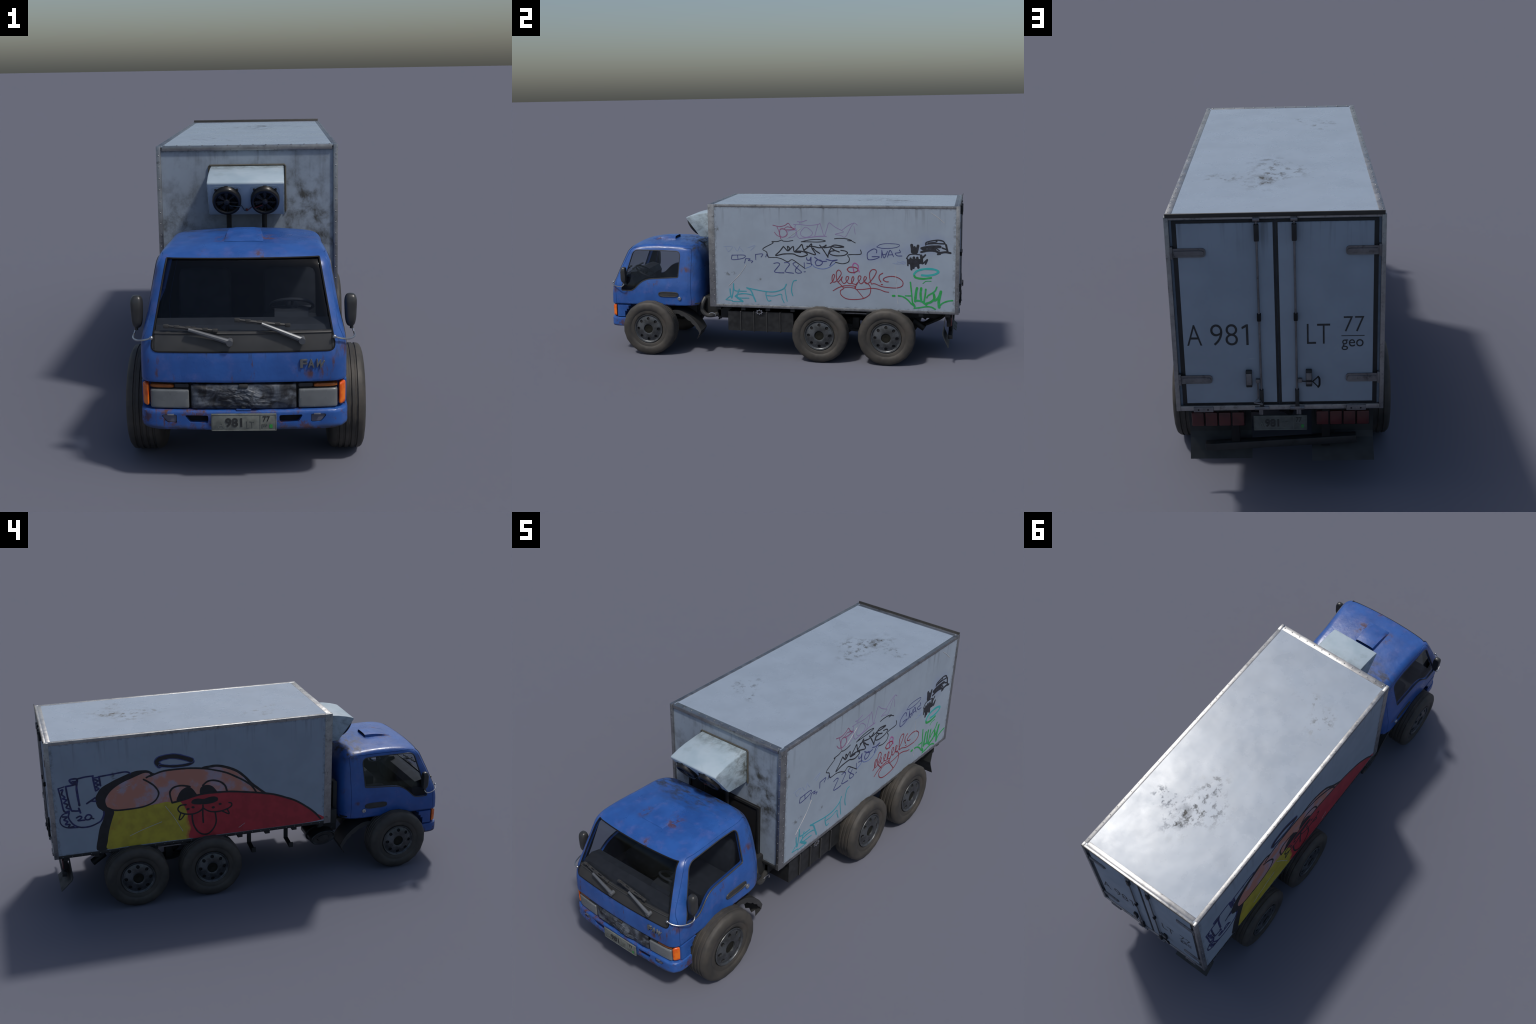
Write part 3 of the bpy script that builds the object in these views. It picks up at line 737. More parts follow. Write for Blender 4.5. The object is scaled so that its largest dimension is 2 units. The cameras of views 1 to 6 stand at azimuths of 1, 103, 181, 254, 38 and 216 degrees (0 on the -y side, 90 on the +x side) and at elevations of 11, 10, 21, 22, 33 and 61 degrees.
# front mudguards, torn along the lower edge
def mudguard(s):
    prof = curve_through([(-.625, .236, 0), (-.603, .2485, 0), (-.557, .2435, 0), (-.505, .212, 0), (-.468, .175, 0), (-.444, .135, 0)], 4)
    n = len(prof); vs = []; X = (.150, .185, .222, .262)
    for off in (0, -.005):
        for i, p in enumerate(prof):
            d = (prof[min(i + 1, n - 1)] - prof[max(i - 1, 0)]).normalized()
            for x in X: vs.append((s * x, p.x + d.y * off * -1, p.y + off * d.x))
    m = len(X); fs = []
    for L in (0, n * m):
        fs += [(L + i * m + j, L + i * m + j + 1, L + (i + 1) * m + j + 1, L + (i + 1) * m + j) for i in range(n - 1) for j in range(m - 1)]
    H = n * m
    edge = [i * m for i in range(n)] + [(n - 1) * m + j for j in range(1, m)] + [i * m + m - 1 for i in range(n - 2, -1, -1)] + [j for j in range(m - 2, 0, -1)]
    fs += [(edge[k], edge[(k + 1) % len(edge)], H + edge[(k + 1) % len(edge)], H + edge[k]) for k in range(len(edge))]
    g = finish("front_mudguard", vs, fs, M["plastic"], truck, 40)
    # outer skirt following the curve
    sk = Builder(); q = [(p.x, p.y) for p in prof]; lowq = [(p.x - .020 + .012 * i / n, p.y - .020 - .004 * math.sin(i * 2.3)) for i, p in enumerate(prof)]
    vs = [(s * .2635, *a) for a in q] + [(s * .2635, *a) for a in lowq] + [(s * .259, *a) for a in q] + [(s * .259, *a) for a in lowq]
    fs = []
    for i in range(n - 1): fs += [(i, i + 1, n + i + 1, n + i), (2 * n + i, 2 * n + i + 1, 3 * n + i + 1, 3 * n + i), (i, i + 1, 2 * n + i + 1, 2 * n + i), (n + i, n + i + 1, 3 * n + i + 1, 3 * n + i)]
    fs += [(0, n, 3 * n, 2 * n), (n - 1, 2 * n - 1, 4 * n - 1, 3 * n - 1)]
    finish("mudguard_skirt", vs, fs, M["plastic"], g, 40)
    rag = [(.152, .135), (.262, .135), (.262, .108), (.250, .082), (.240, .102), (.226, .086), (.210, .098), (.192, .090), (.175, .108), (.160, .098)]
    k = len(rag); yy = lambda z: -.443 - .5 * (.135 - z)
    finish("torn_flap", [(s * x, yy(z) + .0, z) for x, z in rag] + [(s * x, yy(z) - .004, z) for x, z in rag], [tuple(range(k)), tuple(range(k, 2 * k))[::-1]] + [(i, (i + 1) % k, k + (i + 1) % k, k + i) for i in range(k)], M["plastic"], g, 0)
mirrored(mudguard)

# right: ribbed fuel tank; left: air tank and spare side-guard brackets; hoses behind the cab
tank = Builder().extrude_x(rounded([(-.281, .147), (.092, .147), (.092, .257), (-.281, .257)], .006), .125, .272).make("fuel_tank", M["tank"], truck, 30)
ribs = Builder()
for y in (-.2065, -.131, -.0565, .0185):
    ribs.tube([(.14, y, .2585), (.2725, y, .2585), (.2745, y, .2555), (.2745, y, .148), (.2725, y, .1445), (.14, y, .1445)], .0032, 6)
ribs.make("tank_strap", M["plastic"], tank)
star = [(.0135 if i % 2 else .0225, 2 * math.pi * i / 16) for i in range(16)]
sv = [(x, -.098 + r * math.sin(a), .258 + r * math.cos(a) * .75) for x in (.276, .2815) for r, a in star]
sv += [(x, -.098 + .0105 * math.sin(a), .258 + .0105 * math.cos(a) * .75) for x in (.276, .2815) for r, a in star]
sf = [(i, (i + 1) % 16, 16 + (i + 1) % 16, 16 + i) for i in range(16)] + [(32 + i, 48 + i, 48 + (i + 1) % 16, 32 + (i + 1) % 16) for i in range(16)] + [(16 + i, 16 + (i + 1) % 16, 48 + (i + 1) % 16, 48 + i) for i in range(16)] + [(i, 32 + i, 32 + (i + 1) % 16, (i + 1) % 16) for i in range(16)]
finish("filler_cap", sv, sf, M["steel"], tank, 0)
Builder().cyl((.262, -.098, .258), (.278, -.098, .258), .0105, 16).make("filler_neck", M["black"], tank)
at = Builder(); seg = 28
ring = lambda x, k: [(x - .055, -.345 + .066 * k * math.cos(a), .198 + .037 * k * math.sin(a) - .008 * k * math.cos(a)) for a in np.linspace(0, 2 * math.pi, seg, endpoint=False)]
prof = [(-.06, .0001), (-.06, .95), (-.068, 1.0), (-.215, 1.0), (-.223, .97), (-.225, .90), (-.219, .80), (-.219, .48), (-.223, .42), (-.223, .0001)]
vs = [p for x, k in prof for p in ring(x, k)]
at.raw(vs, [(i * seg + j, i * seg + (j + 1) % seg, (i + 1) * seg + (j + 1) % seg, (i + 1) * seg + j) for i in range(len(prof) - 1) for j in range(seg)])
at.make("air_tank", M["tank"], truck, 40)
Builder().tube(curve_through([(-.21, -.345 + .068 * math.cos(a), .198 + .040 * math.sin(a) - .008 * math.cos(a)) for a in np.linspace(0, 2 * math.pi, 16, endpoint=False)], 2, True), .004, 6, True).box((-.24, -.349, .24), (-.22, -.327, .285)).make("tank_hanger", M["chassis"], chassis)
for y in (.010, -.186):
    b = Builder().box((-.156, y - .0105, .163), (-.150, y + .0105, .284)).box((-.241, y - .0105, .152), (-.235, y + .0105, .1775)).box((-.165, y - .028, .262), (-.141, y + .028, .284))
    b.raw([(x, y + d, z + t) for t in (0, .006) for d in (-.0105, .0105) for x, z in ((-.156, .163), (-.2365, .152))], [(0, 1, 3, 2), (4, 5, 7, 6), (0, 1, 5, 4), (2, 3, 7, 6), (0, 2, 6, 4), (1, 3, 7, 5)])
    b.make("side_guard_bracket", M["chassis"], truck)
Builder().tube(curve_through([(.205, -.43, .315), (.222, -.442, .285), (.228, -.445, .25), (.228, -.425, .222), (.222, -.395, .216), (.205, -.355, .222)], 6), .0125, 10).make("air_intake_hose", M["plastic"], truck)
Builder().tube(curve_through([(.235, -.385 + .02 * math.cos(a), .222 + .012 * math.sin(a)) for a in np.linspace(-.6, 2.6, 8)], 4), .002, 6).make("hose_clamp", M["steel"], truck)
Builder().tube(curve_through([(-.20, -.42, .27), (-.215, -.42, .235), (-.215, -.395, .218), (-.20, -.37, .22)], 6), .009, 8).make("coolant_hose", M["plastic"], truck)

# tail: lamps, plate, bent under-run bar, mud flaps
for s in (1, -1):
    t = Builder().box((min(s * .100, s * .2565), .925, .208), (max(s * .100, s * .2565), .946, .262), .003).make("tail_lamp", M["black"], truck)
    for i in range(4):
        a = .1035 + .0385 * i; lo, hi = sorted((s * a, s * (a + .0345)))
        Builder().box((lo, .940, .2125), (hi, .952, .2565), .003).make("lamp_lens", M["red_lens"], t)
    path = [(.917, .284), (.914, .25), (.902, .17), (.907, .152), (.933, .0945)] if s > 0 else [(.917, .284), (.914, .25), (.907, .168), (.914, .150), (.9645, .1035)]
    xa, xb = (.085, .266) if s > 0 else (-.2685, -.090)
    n = len(path); vs = [(x, y + o, z) for o in (0, .004) for y, z in path for x in (xa, xb)]
    fs = [(L + 2 * i, L + 2 * i + 1, L + 2 * i + 3, L + 2 * i + 2) for L in (0, 2 * n) for i in range(n - 1)]
    fs += [(2 * i, 2 * i + 2, 2 * n + 2 * i + 2, 2 * n + 2 * i) for i in range(n - 1)] + [(2 * i + 1, 2 * i + 3, 2 * n + 2 * i + 3, 2 * n + 2 * i + 1) for i in range(n - 1)] + [(0, 1, 2 * n + 1, 2 * n), (2 * n - 2, 2 * n - 1, 4 * n - 1, 4 * n - 2)]
    finish("mud_flap", vs, fs, M["flap"], truck, 0)
    Builder().box((s * .13 - .012, .932, .14), (s * .13 + .012, .95, .284), .002).make("bar_hanger", M["black"], chassis)
bar = Builder().box((-.2185, .931, .1425), (.2185, .9545, .1655), .002, Matrix.Rotation(math.radians(3.0), 3, 'Y')).make("underrun_bar", M["dark_rail"], truck)
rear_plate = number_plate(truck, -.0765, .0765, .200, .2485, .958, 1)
rear_plate.data.materials.clear(); rear_plate.data.materials.append(plain("shaded_plate_white", (.075, .085, .08), .5, var=.25, scale=45))  # rear plate darker than the front one: shade put into its colour
Builder().box((-.06, .940, .245), (-.052, .954, .284)).box((.052, .940, .245), (.06, .954, .284)).box((-.07, .94, .235), (.07, .954, .24)).make("plate_bracket", M["hardware"], chassis)

# ---------------------------------------------------------------- cargo body
BX, Y0, Y1, Z0, Z1, SUNK = .2905, -.3785, .987, .2835, .8595, .0012
cargo = Builder().box((-BX + .006, Y0 + .010, Z0 + .004), (BX - .006, Y1 - .014, Z1 - .006)).make("cargo_box", M["chassis"], truck, 0)
Builder().box((BX - .0075, Y0 + .03, Z0 + .012), (BX - SUNK, Y1 - .012, Z1 - .010)).make("side_panel", M["side"], cargo, 0)
Builder().box((-BX + SUNK, Y0 + .03, Z0 + .012), (-BX + .0075, Y1 - .012, Z1 - .010)).make("side_panel", M["side"], cargo, 0)
Builder().box((-BX + .008, Y0 + .012, Z1 - .0075), (BX - .008, Y1 - .012, Z1 - .0012)).make("roof_panel", M["roof"], cargo, 0)
Builder().box((-BX + .010, Y0 + .007, Z0 + .012), (BX - .010, Y0 + .012, Z1 - .010)).make("front_wall", M["front"], cargo, 0)
def rail(lo, hi, mat="rail", name="frame_rail", bev=.0015): Builder().box(lo, hi, bev).make(name, M[mat], cargo, 30)
for s in (1, -1):
    X = lambda a, b: tuple(sorted((s * a, s * b)))
    a, b = X(BX - .0145, BX); rail((a, Y0, Z0), (b, Y0 + .037, Z1), name="corner_post")
    a, b = X(BX - .0125, BX); rail((a, Y1 - .021, Z0), (b, Y1, Z1), name="corner_post")
    a, b = X(BX - .0185, BX - .0003); rail((a, Y0 + .036, Z1 - .0155), (b, Y1 - .020, Z1 - .0003), name="top_rail")
    a, b = X(BX - .012, BX - .0004); rail((a, Y0 + .036, Z0 + .0003), (b, Y1 - .020, Z0 + .0165), "rail" if s > 0 else "dark_rail", "sill_rail")
rail((-BX + .018, Y0 + .0004, Z1 - .0158), (BX - .018, Y0 + .029, Z1 - .0004), name="top_rail")
rail((-BX + .014, Y0 + .0004, Z0 + .0004), (BX - .014, Y0 + .021, Z0 + .0150), "dark_rail", name="sill_rail")
rail((-BX + .012, Y1 - .012, Z1 - .0092), (BX - .012, Y1 - .0004, Z1 - .0004), name="top_rail")
rail((-BX + .012, Y1 - .012, Z0 + .0004), (BX - .012, Y1 - .0004, Z0 + .0155), name="sill_rail")
rail((-BX + .0185, Y1 - .032, Z1 - .0065), (BX - .0185, Y1 - .0125, Z1 - .0006), name="top_rail")
# rain flange along the rear roof edge, leaning back
Builder().box((-.2865, .9855, .8560), (.2865, .9885, .8685), .0005, Matrix.Rotation(math.radians(-14), 3, 'X')).make("rain_flange", plain("flange_rubber", (.030, .029, .027), .6), cargo)
rv = Builder()
for s in (1, -1):
    for z in np.linspace(Z0 + .03, Z1 - .03, 15):
        rv.ball((s * BX, Y0 + .027, z), .0026, 8, (.5, 1, 1)); rv.ball((s * BX, Y1 - .010, z + .008), .0020, 8, (.5, 1, 1))
        rv.ball((s * (BX - .007), Y0, z), .0022, 8, (1, .5, 1))
    for y in np.linspace(Y0 + .06, Y1 - .04, 30):
        rv.ball((s * BX, y, Z1 - .008), .0018, 8, (.5, 1, 1)); rv.ball((s * (BX - .007), y, Z1), .0022, 8, (1, 1, .5)); rv.ball((s * BX, y, Z0 + .008), .0018, 8, (.5, 1, 1))
for x in np.linspace(-.265, .265, 14): rv.ball((x, Y0 + .015, Z1), .0034, 8, (1, 1, .5))
rv.make("rivets", M["rail"], cargo, 40, True)
for k, (x, y, c, d) in enumerate(((-.255, .40, 0, 0),)[:0]): pass

# black bulkhead frame and pipes behind the cab
Builder().box((-.190, -.3815, .268), (.188, -.366, .556), .002).make("bulkhead", M["black"], cargo)
Builder().box((-.191, -.386, .548), (.190, -.381, .558)).box((.180, -.386, .28), (.190, -.381, .548)).box((-.191, -.386, .28), (-.181, -.381, .548)).make("bulkhead_frame", M["chassis"], cargo)
Builder().box((-.258, -.424, .262), (-.195, -.384, .338), .004).box((-.238, -.430, .33), (-.190, -.408, .480), .003).make("air_intake_stack", M["chassis"], truck)
for x in (-.0585, .0545): Builder().cyl((x, -.422, .45), (x, -.422, .652), .0082, 14).make("coolant_pipe", M["chassis"], cargo)

# rear doors
YD = Y1 - .008
Builder().box((-.2785, YD - .004, .2985), (.2785, YD - .001, .8495)).make("door_surround", plain("blue_grey_jamb", (.11, .15, .20), .5), cargo, 0)
for s in (1, -1):
    lo, hi = sorted((s * .0005, s * .2715))
    leaf = Builder().box((lo, YD - .002, .2990), (hi, YD + .001, .8468), .001).make("rear_door", M["seal"], truck)
    lo, hi = sorted((s * .0066, s * .2592)); Builder().box((lo, YD, .3065), (hi, YD + .0035, .8388), .001).make("door_panel", M["rear"], leaf)
    # strap hinges with pressed ribs
    for z in (.7585, .382):
        h = Builder(); hw = .0125
        prof = rounded([(s * .272, z - hw), (s * .272, z + hw), (s * .185, z + hw), (s * .185, z - hw)], [0, 0, .011, .011]); n = len(prof)
        inner = [(p[0] + (s * .230 - p[0]) * .1, z + (p[1] - z) * .55) for p in prof]
        h.raw([(p[0], YD + .003, p[1]) for p in prof] + [(p[0], YD + .007, p[1]) for p in prof] + [(p[0], YD + .0065, p[1]) for p in inner] + [(p[0], YD + .0095, z + (p[1] - z) * .8) for p in inner],
              [(i, (i + 1) % n, n + (i + 1) % n, n + i) for i in range(n)] + [(n + i, n + (i + 1) % n, 2 * n + (i + 1) % n, 2 * n + i) for i in range(n)] + [(2 * n + i, 2 * n + (i + 1) % n, 3 * n + (i + 1) % n, 3 * n + i) for i in range(n)] + [tuple(range(3 * n, 4 * n))])
        h.box((min(s * .2715, s * .2785), YD - .001, z - .016), (max(s * .2715, s * .2785), YD + .011, z + .018), .001)
        h.make("hinge", M["hardware"], leaf, 25)
    x = s * .0495
    Builder().cyl((x, YD + .010, .305), (x, YD + .010, .836), .0030, 10).make("lock_rod", M["hardware"], leaf)
    Builder().box((x - .0065, YD + .003, .790), (x + .0065, YD + .016, .8365), .002).box((x - .0055, YD + .003, .298), (x + .0055, YD + .015, .350), .002).make("rod_guide", M["dark_rail"], leaf)
    Builder().box((x - .0055, YD + .003, .560), (x + .0055, YD + .0155, .5815), .002).make("rod_clamp", M["black"], leaf)
    Builder().cyl((x - .009, YD + .008, .849), (x + .009, YD + .008, .849), .0062, 10).cyl((x, YD + .008, .836), (x, YD + .008, .848), .003, 8).make("top_keeper", M["hardware"], cargo)
    Builder().cyl((x - .020, YD + .008, .291), (x - .006, YD + .008, .291), .0065, 10).cyl((x + .006, YD + .008, .291), (x + .020, YD + .008, .291), .0065, 10).box((x - .008, YD, .287), (x + .008, YD + .014, .297), .001).cyl((x, YD + .004, .268), (x, YD + .004, .288), .003, 8).make("bottom_keeper", M["hardware"], cargo)
    # hasp box
    lo, hi = sorted((s * .0745, s * .0915))
    Builder().box((lo, YD + .003, .359), (hi, YD + .014, .410), .002).make("hasp_box", M["dark_rail"], leaf)
    Builder().box((lo + .001, YD + .012, .367), (hi - .001, YD + .0155, .402), .001).make("hasp_plate", M["hardware"], leaf)
    lo, hi = sorted((s * .053, s * .064)); Builder().box((lo, YD + .004, .372), (hi, YD + .014, .383), .001).make("rod_lug", M["hardware"], leaf)
    lo, hi = sorted((s * .1865, s * .2417)); p = Builder().box((lo, Y1 - .002, .2815), (hi, Y1 + .004, .2975), .001).make("step_plate", M["hardware"], cargo)
    hb = Builder()
    for t in (.27, .75): hb.cyl((lo + (hi - lo) * t, Y1 + .0035, .289), (lo + (hi - lo) * t, Y1 + .0046, .289), .0024, 10)
    hb.make("bolt_hole_disc", M["black"], p)  # raised black discs standing in for drilled bolt holes
# swinging handle on one rod, hanging link on the other
Builder().tube([(-.064, YD + .0155, .3775), (-.093, YD + .0175, .3775)], .0016, 6).tube([(-.093, YD + .0175, .3775), (-.1085, YD + .019, .393)], .0016, 6).tube([(-.093, YD + .0175, .3775), (-.1085, YD + .019, .361)], .0016, 6).tube(curve_through([(-.1075, YD + .019, .394), (-.1115, YD + .0195, .387), (-.1120, YD + .0195, .377), (-.1115, YD + .0195, .367), (-.1075, YD + .019, .360)], 4), .0028, 8).make("door_lever", M["black"], truck)
Builder().tube([(.0600, YD + .012, .373), (.0600, YD + .015, .325)], .0013, 6).tube([(.0575, YD + .012, .373), (.0575, YD + .015, .325)], .0013, 6).tube([(.060, YD + .015, .325), (.071, YD + .018, .314), (.048, YD + .018, .309), (.0575, YD + .015, .325)], .0013, 6).tube([(.071, YD + .018, .314), (.047, YD + .0185, .309)], .0024, 6).make("door_lever", M["hardware"], truck)
# registration painted large on the doors
for t, x0, x1, z0, z1 in (("A", .249, .208, .486, .548), ("98", .184, .1095, .485, .549), ("LT", -.079, -.1425, .486, .546), ("77", -.1793, -.235, .5215, .567), ("geo", -.1735, -.2335, .4655, .498)):
    words("painted_registration", t, (x0, z0), (x1, z1), 1, .0004, M["ink"], cargo, -.012 if t != "geo" else 0, YD + .0036)
one = [(.0868, .4855), (.0805, .4855), (.0805, .5478), (.0856, .5478), (.0985, .5400), (.0975, .5335), (.0868, .5395)]
Builder().raw([(x, YD + h, z) for h in (.0034, .0040) for x, z in one], [tuple(range(7, 14))] + [(i, (i + 1) % 7, 7 + (i + 1) % 7, 7 + i) for i in range(7)]).make("painted_registration", M["ink"], cargo, 0)
Builder().box((-.236, YD + .0034, .5080), (-.173, YD + .0041, .5100)).make("painted_registration", M["ink"], cargo, 0)

# ---------------------------------------------------------------- cooling unit on the front wall
unit_prof = [(Y0 + .012, .794), (-.436, .7885), (-.478, .7838), (-.517, .7762), (-.545, .768), (-.5575, .7635), (-.5605, .760), (-.5595, .756), (-.482, .6545), (-.478, .6525), (-.470, .6515), (Y0 + .012, .6475)]
unit = Builder().extrude_x(unit_prof, -.1172, .1172).make("cooling_unit", M["reefer"], truck, 35)
bv = unit.modifiers.new("bevel", 'BEVEL'); bv.width = .003; bv.segments = 2; bv.limit_method = 'ANGLE'; bv.angle_limit = math.radians(40)
dg = bpy.context.evaluated_depsgraph_get(); me = bpy.data.meshes.new_from_object(unit.evaluated_get(dg)); unit.modifiers.clear(); unit.data = me; reshade(unit, 35)
fr = [(-.1225, Y0 + .004, .645), (-.1225, Y0 + .004, .7925), (-.1195, Y0 + .004, .7965), (.1195, Y0 + .004, .7965), (.1225, Y0 + .004, .7925), (.1225, Y0 + .004, .645)]
Builder().tube(fr, .0032, 6).make("unit_gasket", plain("grimy_gasket", (.07, .065, .05), .6), unit)
slope = Vector((0, -.5595 + .482, .756 - .6545)).normalized(); nrm = Vector((0, -slope.z, slope.y)); nrm = nrm if nrm.y < 0 else -nrm
for s in (1, -1):
    c = Vector((s * .0585, -.482, .6545)).lerp(Vector((s * .0585, -.5595, .756)), .53) + nrm * .001
    ux, uy = Vector((1, 0, 0)), slope * 1.24   # the fans are oval on the sloping face
    P = lambda r, a, h: c + (ux * math.cos(a) + uy * math.sin(a)) * r + nrm * h
    seg = 36; b = Builder(); prof = [(.0445, -.002), (.0445, .010), (.0430, .0155), (.0395, .0180), (.0360, .0180), (.0340, .0160), (.0330, .009), (.0330, -.002)]; n = len(prof)
    b.raw([P(r, 2 * math.pi * k / seg, h) for k in range(seg) for r, h in prof], [(k * n + i, k * n + i + 1, ((k + 1) % seg) * n + i + 1, ((k + 1) % seg) * n + i) for k in range(seg) for i in range(n - 1)])
    fan = b.make("fan", M["fan"], unit, 50)
    Builder().raw([P(.035, 2 * math.pi * k / seg, .0015) for k in range(seg)], [tuple(range(seg))]).make("fan_dark_disc", M["black"], fan, 0)  # flat black disc standing in for the depth inside the shroud
    hub = Builder(); hub.raw([P(r, 2 * math.pi * k / 20, h) for r, h in ((.0095, .002), (.0095, .0135), (.008, .0160), (.0045, .0172), (.0005, .0176)) for k in range(20)], [(i * 20 + k, i * 20 + (k + 1) % 20, (i + 1) * 20 + (k + 1) % 20, (i + 1) * 20 + k) for i in range(4) for k in range(20)])
    hub.make("fan_hub", plain("fan_hub_plastic", (.03, .03, .032), .4) if s > 0 else bpy.data.materials["fan_hub_plastic"], fan, 40)
    bl = Builder()
    for k in range(7):
        a = math.pi / 2 + 2 * math.pi * k / 7
        pr = []
        for r, w0, w1 in ((.009, -.22, .22), (.020, -.20, .22), (.031, -.17, .2)): pr += [P(r, a + w0, .008), P(r, a + w1, .0115)]
        bl.raw(pr + [q - nrm * .001 for q in pr], [(0, 1, 3, 2), (2, 3, 5, 4), (6, 7, 9, 8), (8, 9, 11, 10), (0, 2, 8, 6), (2, 4, 10, 8), (1, 3, 9, 7), (3, 5, 11, 9), (4, 5, 11, 10), (0, 1, 7, 6)])
    bl.make("fan_blade", plain("fan_blade_grey", (.020, .022, .025), .5) if s > 0 else bpy.data.materials["fan_blade_grey"], fan, 0)
    gd = Builder()
    for r in (.017, .0245, .031): gd.tube([P(r, 2 * math.pi * k / 28, .0135) for k in range(28)], .0004, 4, True)
    for k in range(8): a = math.pi / 4 * k; gd.tube([P(.009, a, .0140), P(.036, a, .0150)], .0009 if k % 4 else .0012, 4)
    gd.make("fan_guard", M["fan"], fan)
    br = Builder()
    for a in (math.pi / 4, 3 * math.pi / 4, -math.pi / 4, -3 * math.pi / 4):
        q = P(.0465, a, .001); br.box(q - Vector((.003, .003, .004)), q + Vector((.003, .003, .004)), .001)
    br.make("fan_bracket", M["fan"], fan)
    pl_ = rounded([(-.045, -.044), (.045, -.044), (.045, .044), (-.045, .044)], .016); m = len(pl_)
    Builder().raw([c + ux * q[0] + uy * q[1] + nrm * h for h in (-.002, .0009) for q in pl_], [(i, (i + 1) % m, m + (i + 1) % m, m + i) for i in range(m)] + [tuple(range(m, 2 * m))]).make("fan_mount", M["reefer"], fan, 0)
def on_unit(x, t, h): q = Vector((x, -.482, .6545)).lerp(Vector((x, -.5595, .756)), t); return q + nrm * h
Builder().tube(curve_through([on_unit(-.05, .47, .022), on_unit(-.020, .42, .020), on_unit(-.015, .36, .008), on_unit(-.006, .18, .006), on_unit(.002, .17, .008)], 6), .0013, 6).make("fan_wire", M["blue_wire"], unit)
Builder().tube(curve_through([on_unit(.05, .48, .022), on_unit(.028, .38, .020), on_unit(.02, .33, .009), on_unit(.009, .22, .006), on_unit(.002, .17, .008)], 6), .0013, 6).ball(on_unit(.001, .18, .004), .004, 8).make("fan_wire", M["red_wire"], unit)

# ---------------------------------------------------------------- paint on the body sides
_layer = [0]
def spread(side, pts, rise):
    """(y, z) in millimetres to points on the outer face of the side panel."""
    return [(side * (BX - SUNK + rise), p[0] / 1000, p[1] / 1000) for p in pts]

def strokes(name, side, items, mat, widen=1.):
    """Marker or spray lines: ribbons with rounded ends swept along smooth curves."""
    b = Builder(); scale = 1.
    for width, ctrl in items:
        _layer[0] += 1
        line = curve_through([(p[0], p[1], 0) for p in ctrl], 7); n = len(line); half = width * widen * .75
        base = .00032 + _layer[0] * .000004; vs = []; L = []
        for i, p in enumerate(line):
            d = line[min(i + 1, n - 1)] - line[max(i - 1, 0)]; d = d.normalized() if d.length > 1e-6 else Vector((1, 0, 0)); q = Vector((-d.y, d.x, 0))
            h = half * (.88 + .16 * noise.noise(Vector((p.x * .06, p.y * .06, _layer[0]))))
            L.append((p, d, q, h))
        rows = []
        p, d, q, h = L[0]
        rows += [(p - d * h * math.sin(a), q * h * math.cos(a)) for a in (1.35, .9, .45)]
        rows += [(p, q * h) for p, d, q, h in L]
        p, d, q, h = L[-1]
        rows += [(p + d * h * math.sin(a), q * h * math.cos(a)) for a in (.45, .9, 1.35)]
        m = len(rows); o = []
        for i, (p, w) in enumerate(rows):
            r = base + .00015 * i / m
            o += spread(side, [p + w, p - w], r)
        low = spread(side, [q for p, w in rows for q in (p + w, p - w)], -.0002)
        fs = [(2 * i, 2 * i + 1, 2 * i + 3, 2 * i + 2) for i in range(m - 1)]
        k = 2 * m
        fs += [(2 * i, 2 * i + 2, k + 2 * i + 2, k + 2 * i) for i in range(m - 1)] + [(2 * i + 1, 2 * i + 3, k + 2 * i + 3, k + 2 * i + 1) for i in range(m - 1)]
        b.raw(o + low, fs)
    return b.make(name, mat, cargo, 0)

def painted_area(name, side, items, mat, level):
    b = Builder()
    for _, ctrl in items:
        line = curve_through([(p[0], p[1], 0) for p in ctrl], 5, True); n = len(line)
        tris = tessellate_polygon([line])
        b.raw(spread(side, line, level) + spread(side, line, -.0002), [tuple(t) for t in tris] + [(i, (i + 1) % n, n + (i + 1) % n, n + i) for i in range(n)])
    return b.make(name, mat, cargo, 0)

CRIMSON_SKETCH = [
    (3.2, [(-11, 748), (26, 741), (56, 748), (74, 760), (88, 743), (104, 728)]),
    (3, [(12, 740), (24, 709), (32, 674)]),
    (4, [(26, 711), (29, 725), (44, 729), (59, 722), (68, 703), (59, 689), (39, 683), (27, 693), (25, 711)]),
    (3, [(-3, 710), (11, 693), (29, 685)]),
    (3.2, [(52, 730), (68, 740), (90, 736), (111, 728), (82, 724), (58, 723)]),
]
VIOLET_SKETCH = [
    (2.5, [(68, 706), (75, 717), (110, 723), (117, 707), (106, 688), (78, 680)]),
    (3, [(104, 754), (114, 752), (111, 738), (118, 724), (122, 693), (131, 681)]),
    (2.5, [(104, 754), (136, 754), (188, 750), (237, 756), (249, 763)]),
    (2.5, [(142, 713), (153, 728), (170, 740), (191, 729), (207, 712), (198, 694), (170, 685), (145, 694), (142, 713)]),
    (4, [(136, 678), (187, 684), (240, 691), (283, 692)]),
    (2.5, [(237, 752), (226, 716), (219, 690)]),
    (2.6, [(249, 761), (261, 723), (271, 694), (285, 730), (298, 765), (327, 745), (365, 725), (375, 720)]),
    (2.6, [(366, 725), (398, 750), (432, 766), (450, 755)]),
    (2.3, [(432, 764), (416, 745), (386, 691), (360, 698), (331, 704), (375, 716)]),
    (2, [(432, 749), (439, 705)]),
    (3, [(125, 770), (146, 768), (176, 778)]),
    (3.4, [(137, 766), (139, 759)]),
]
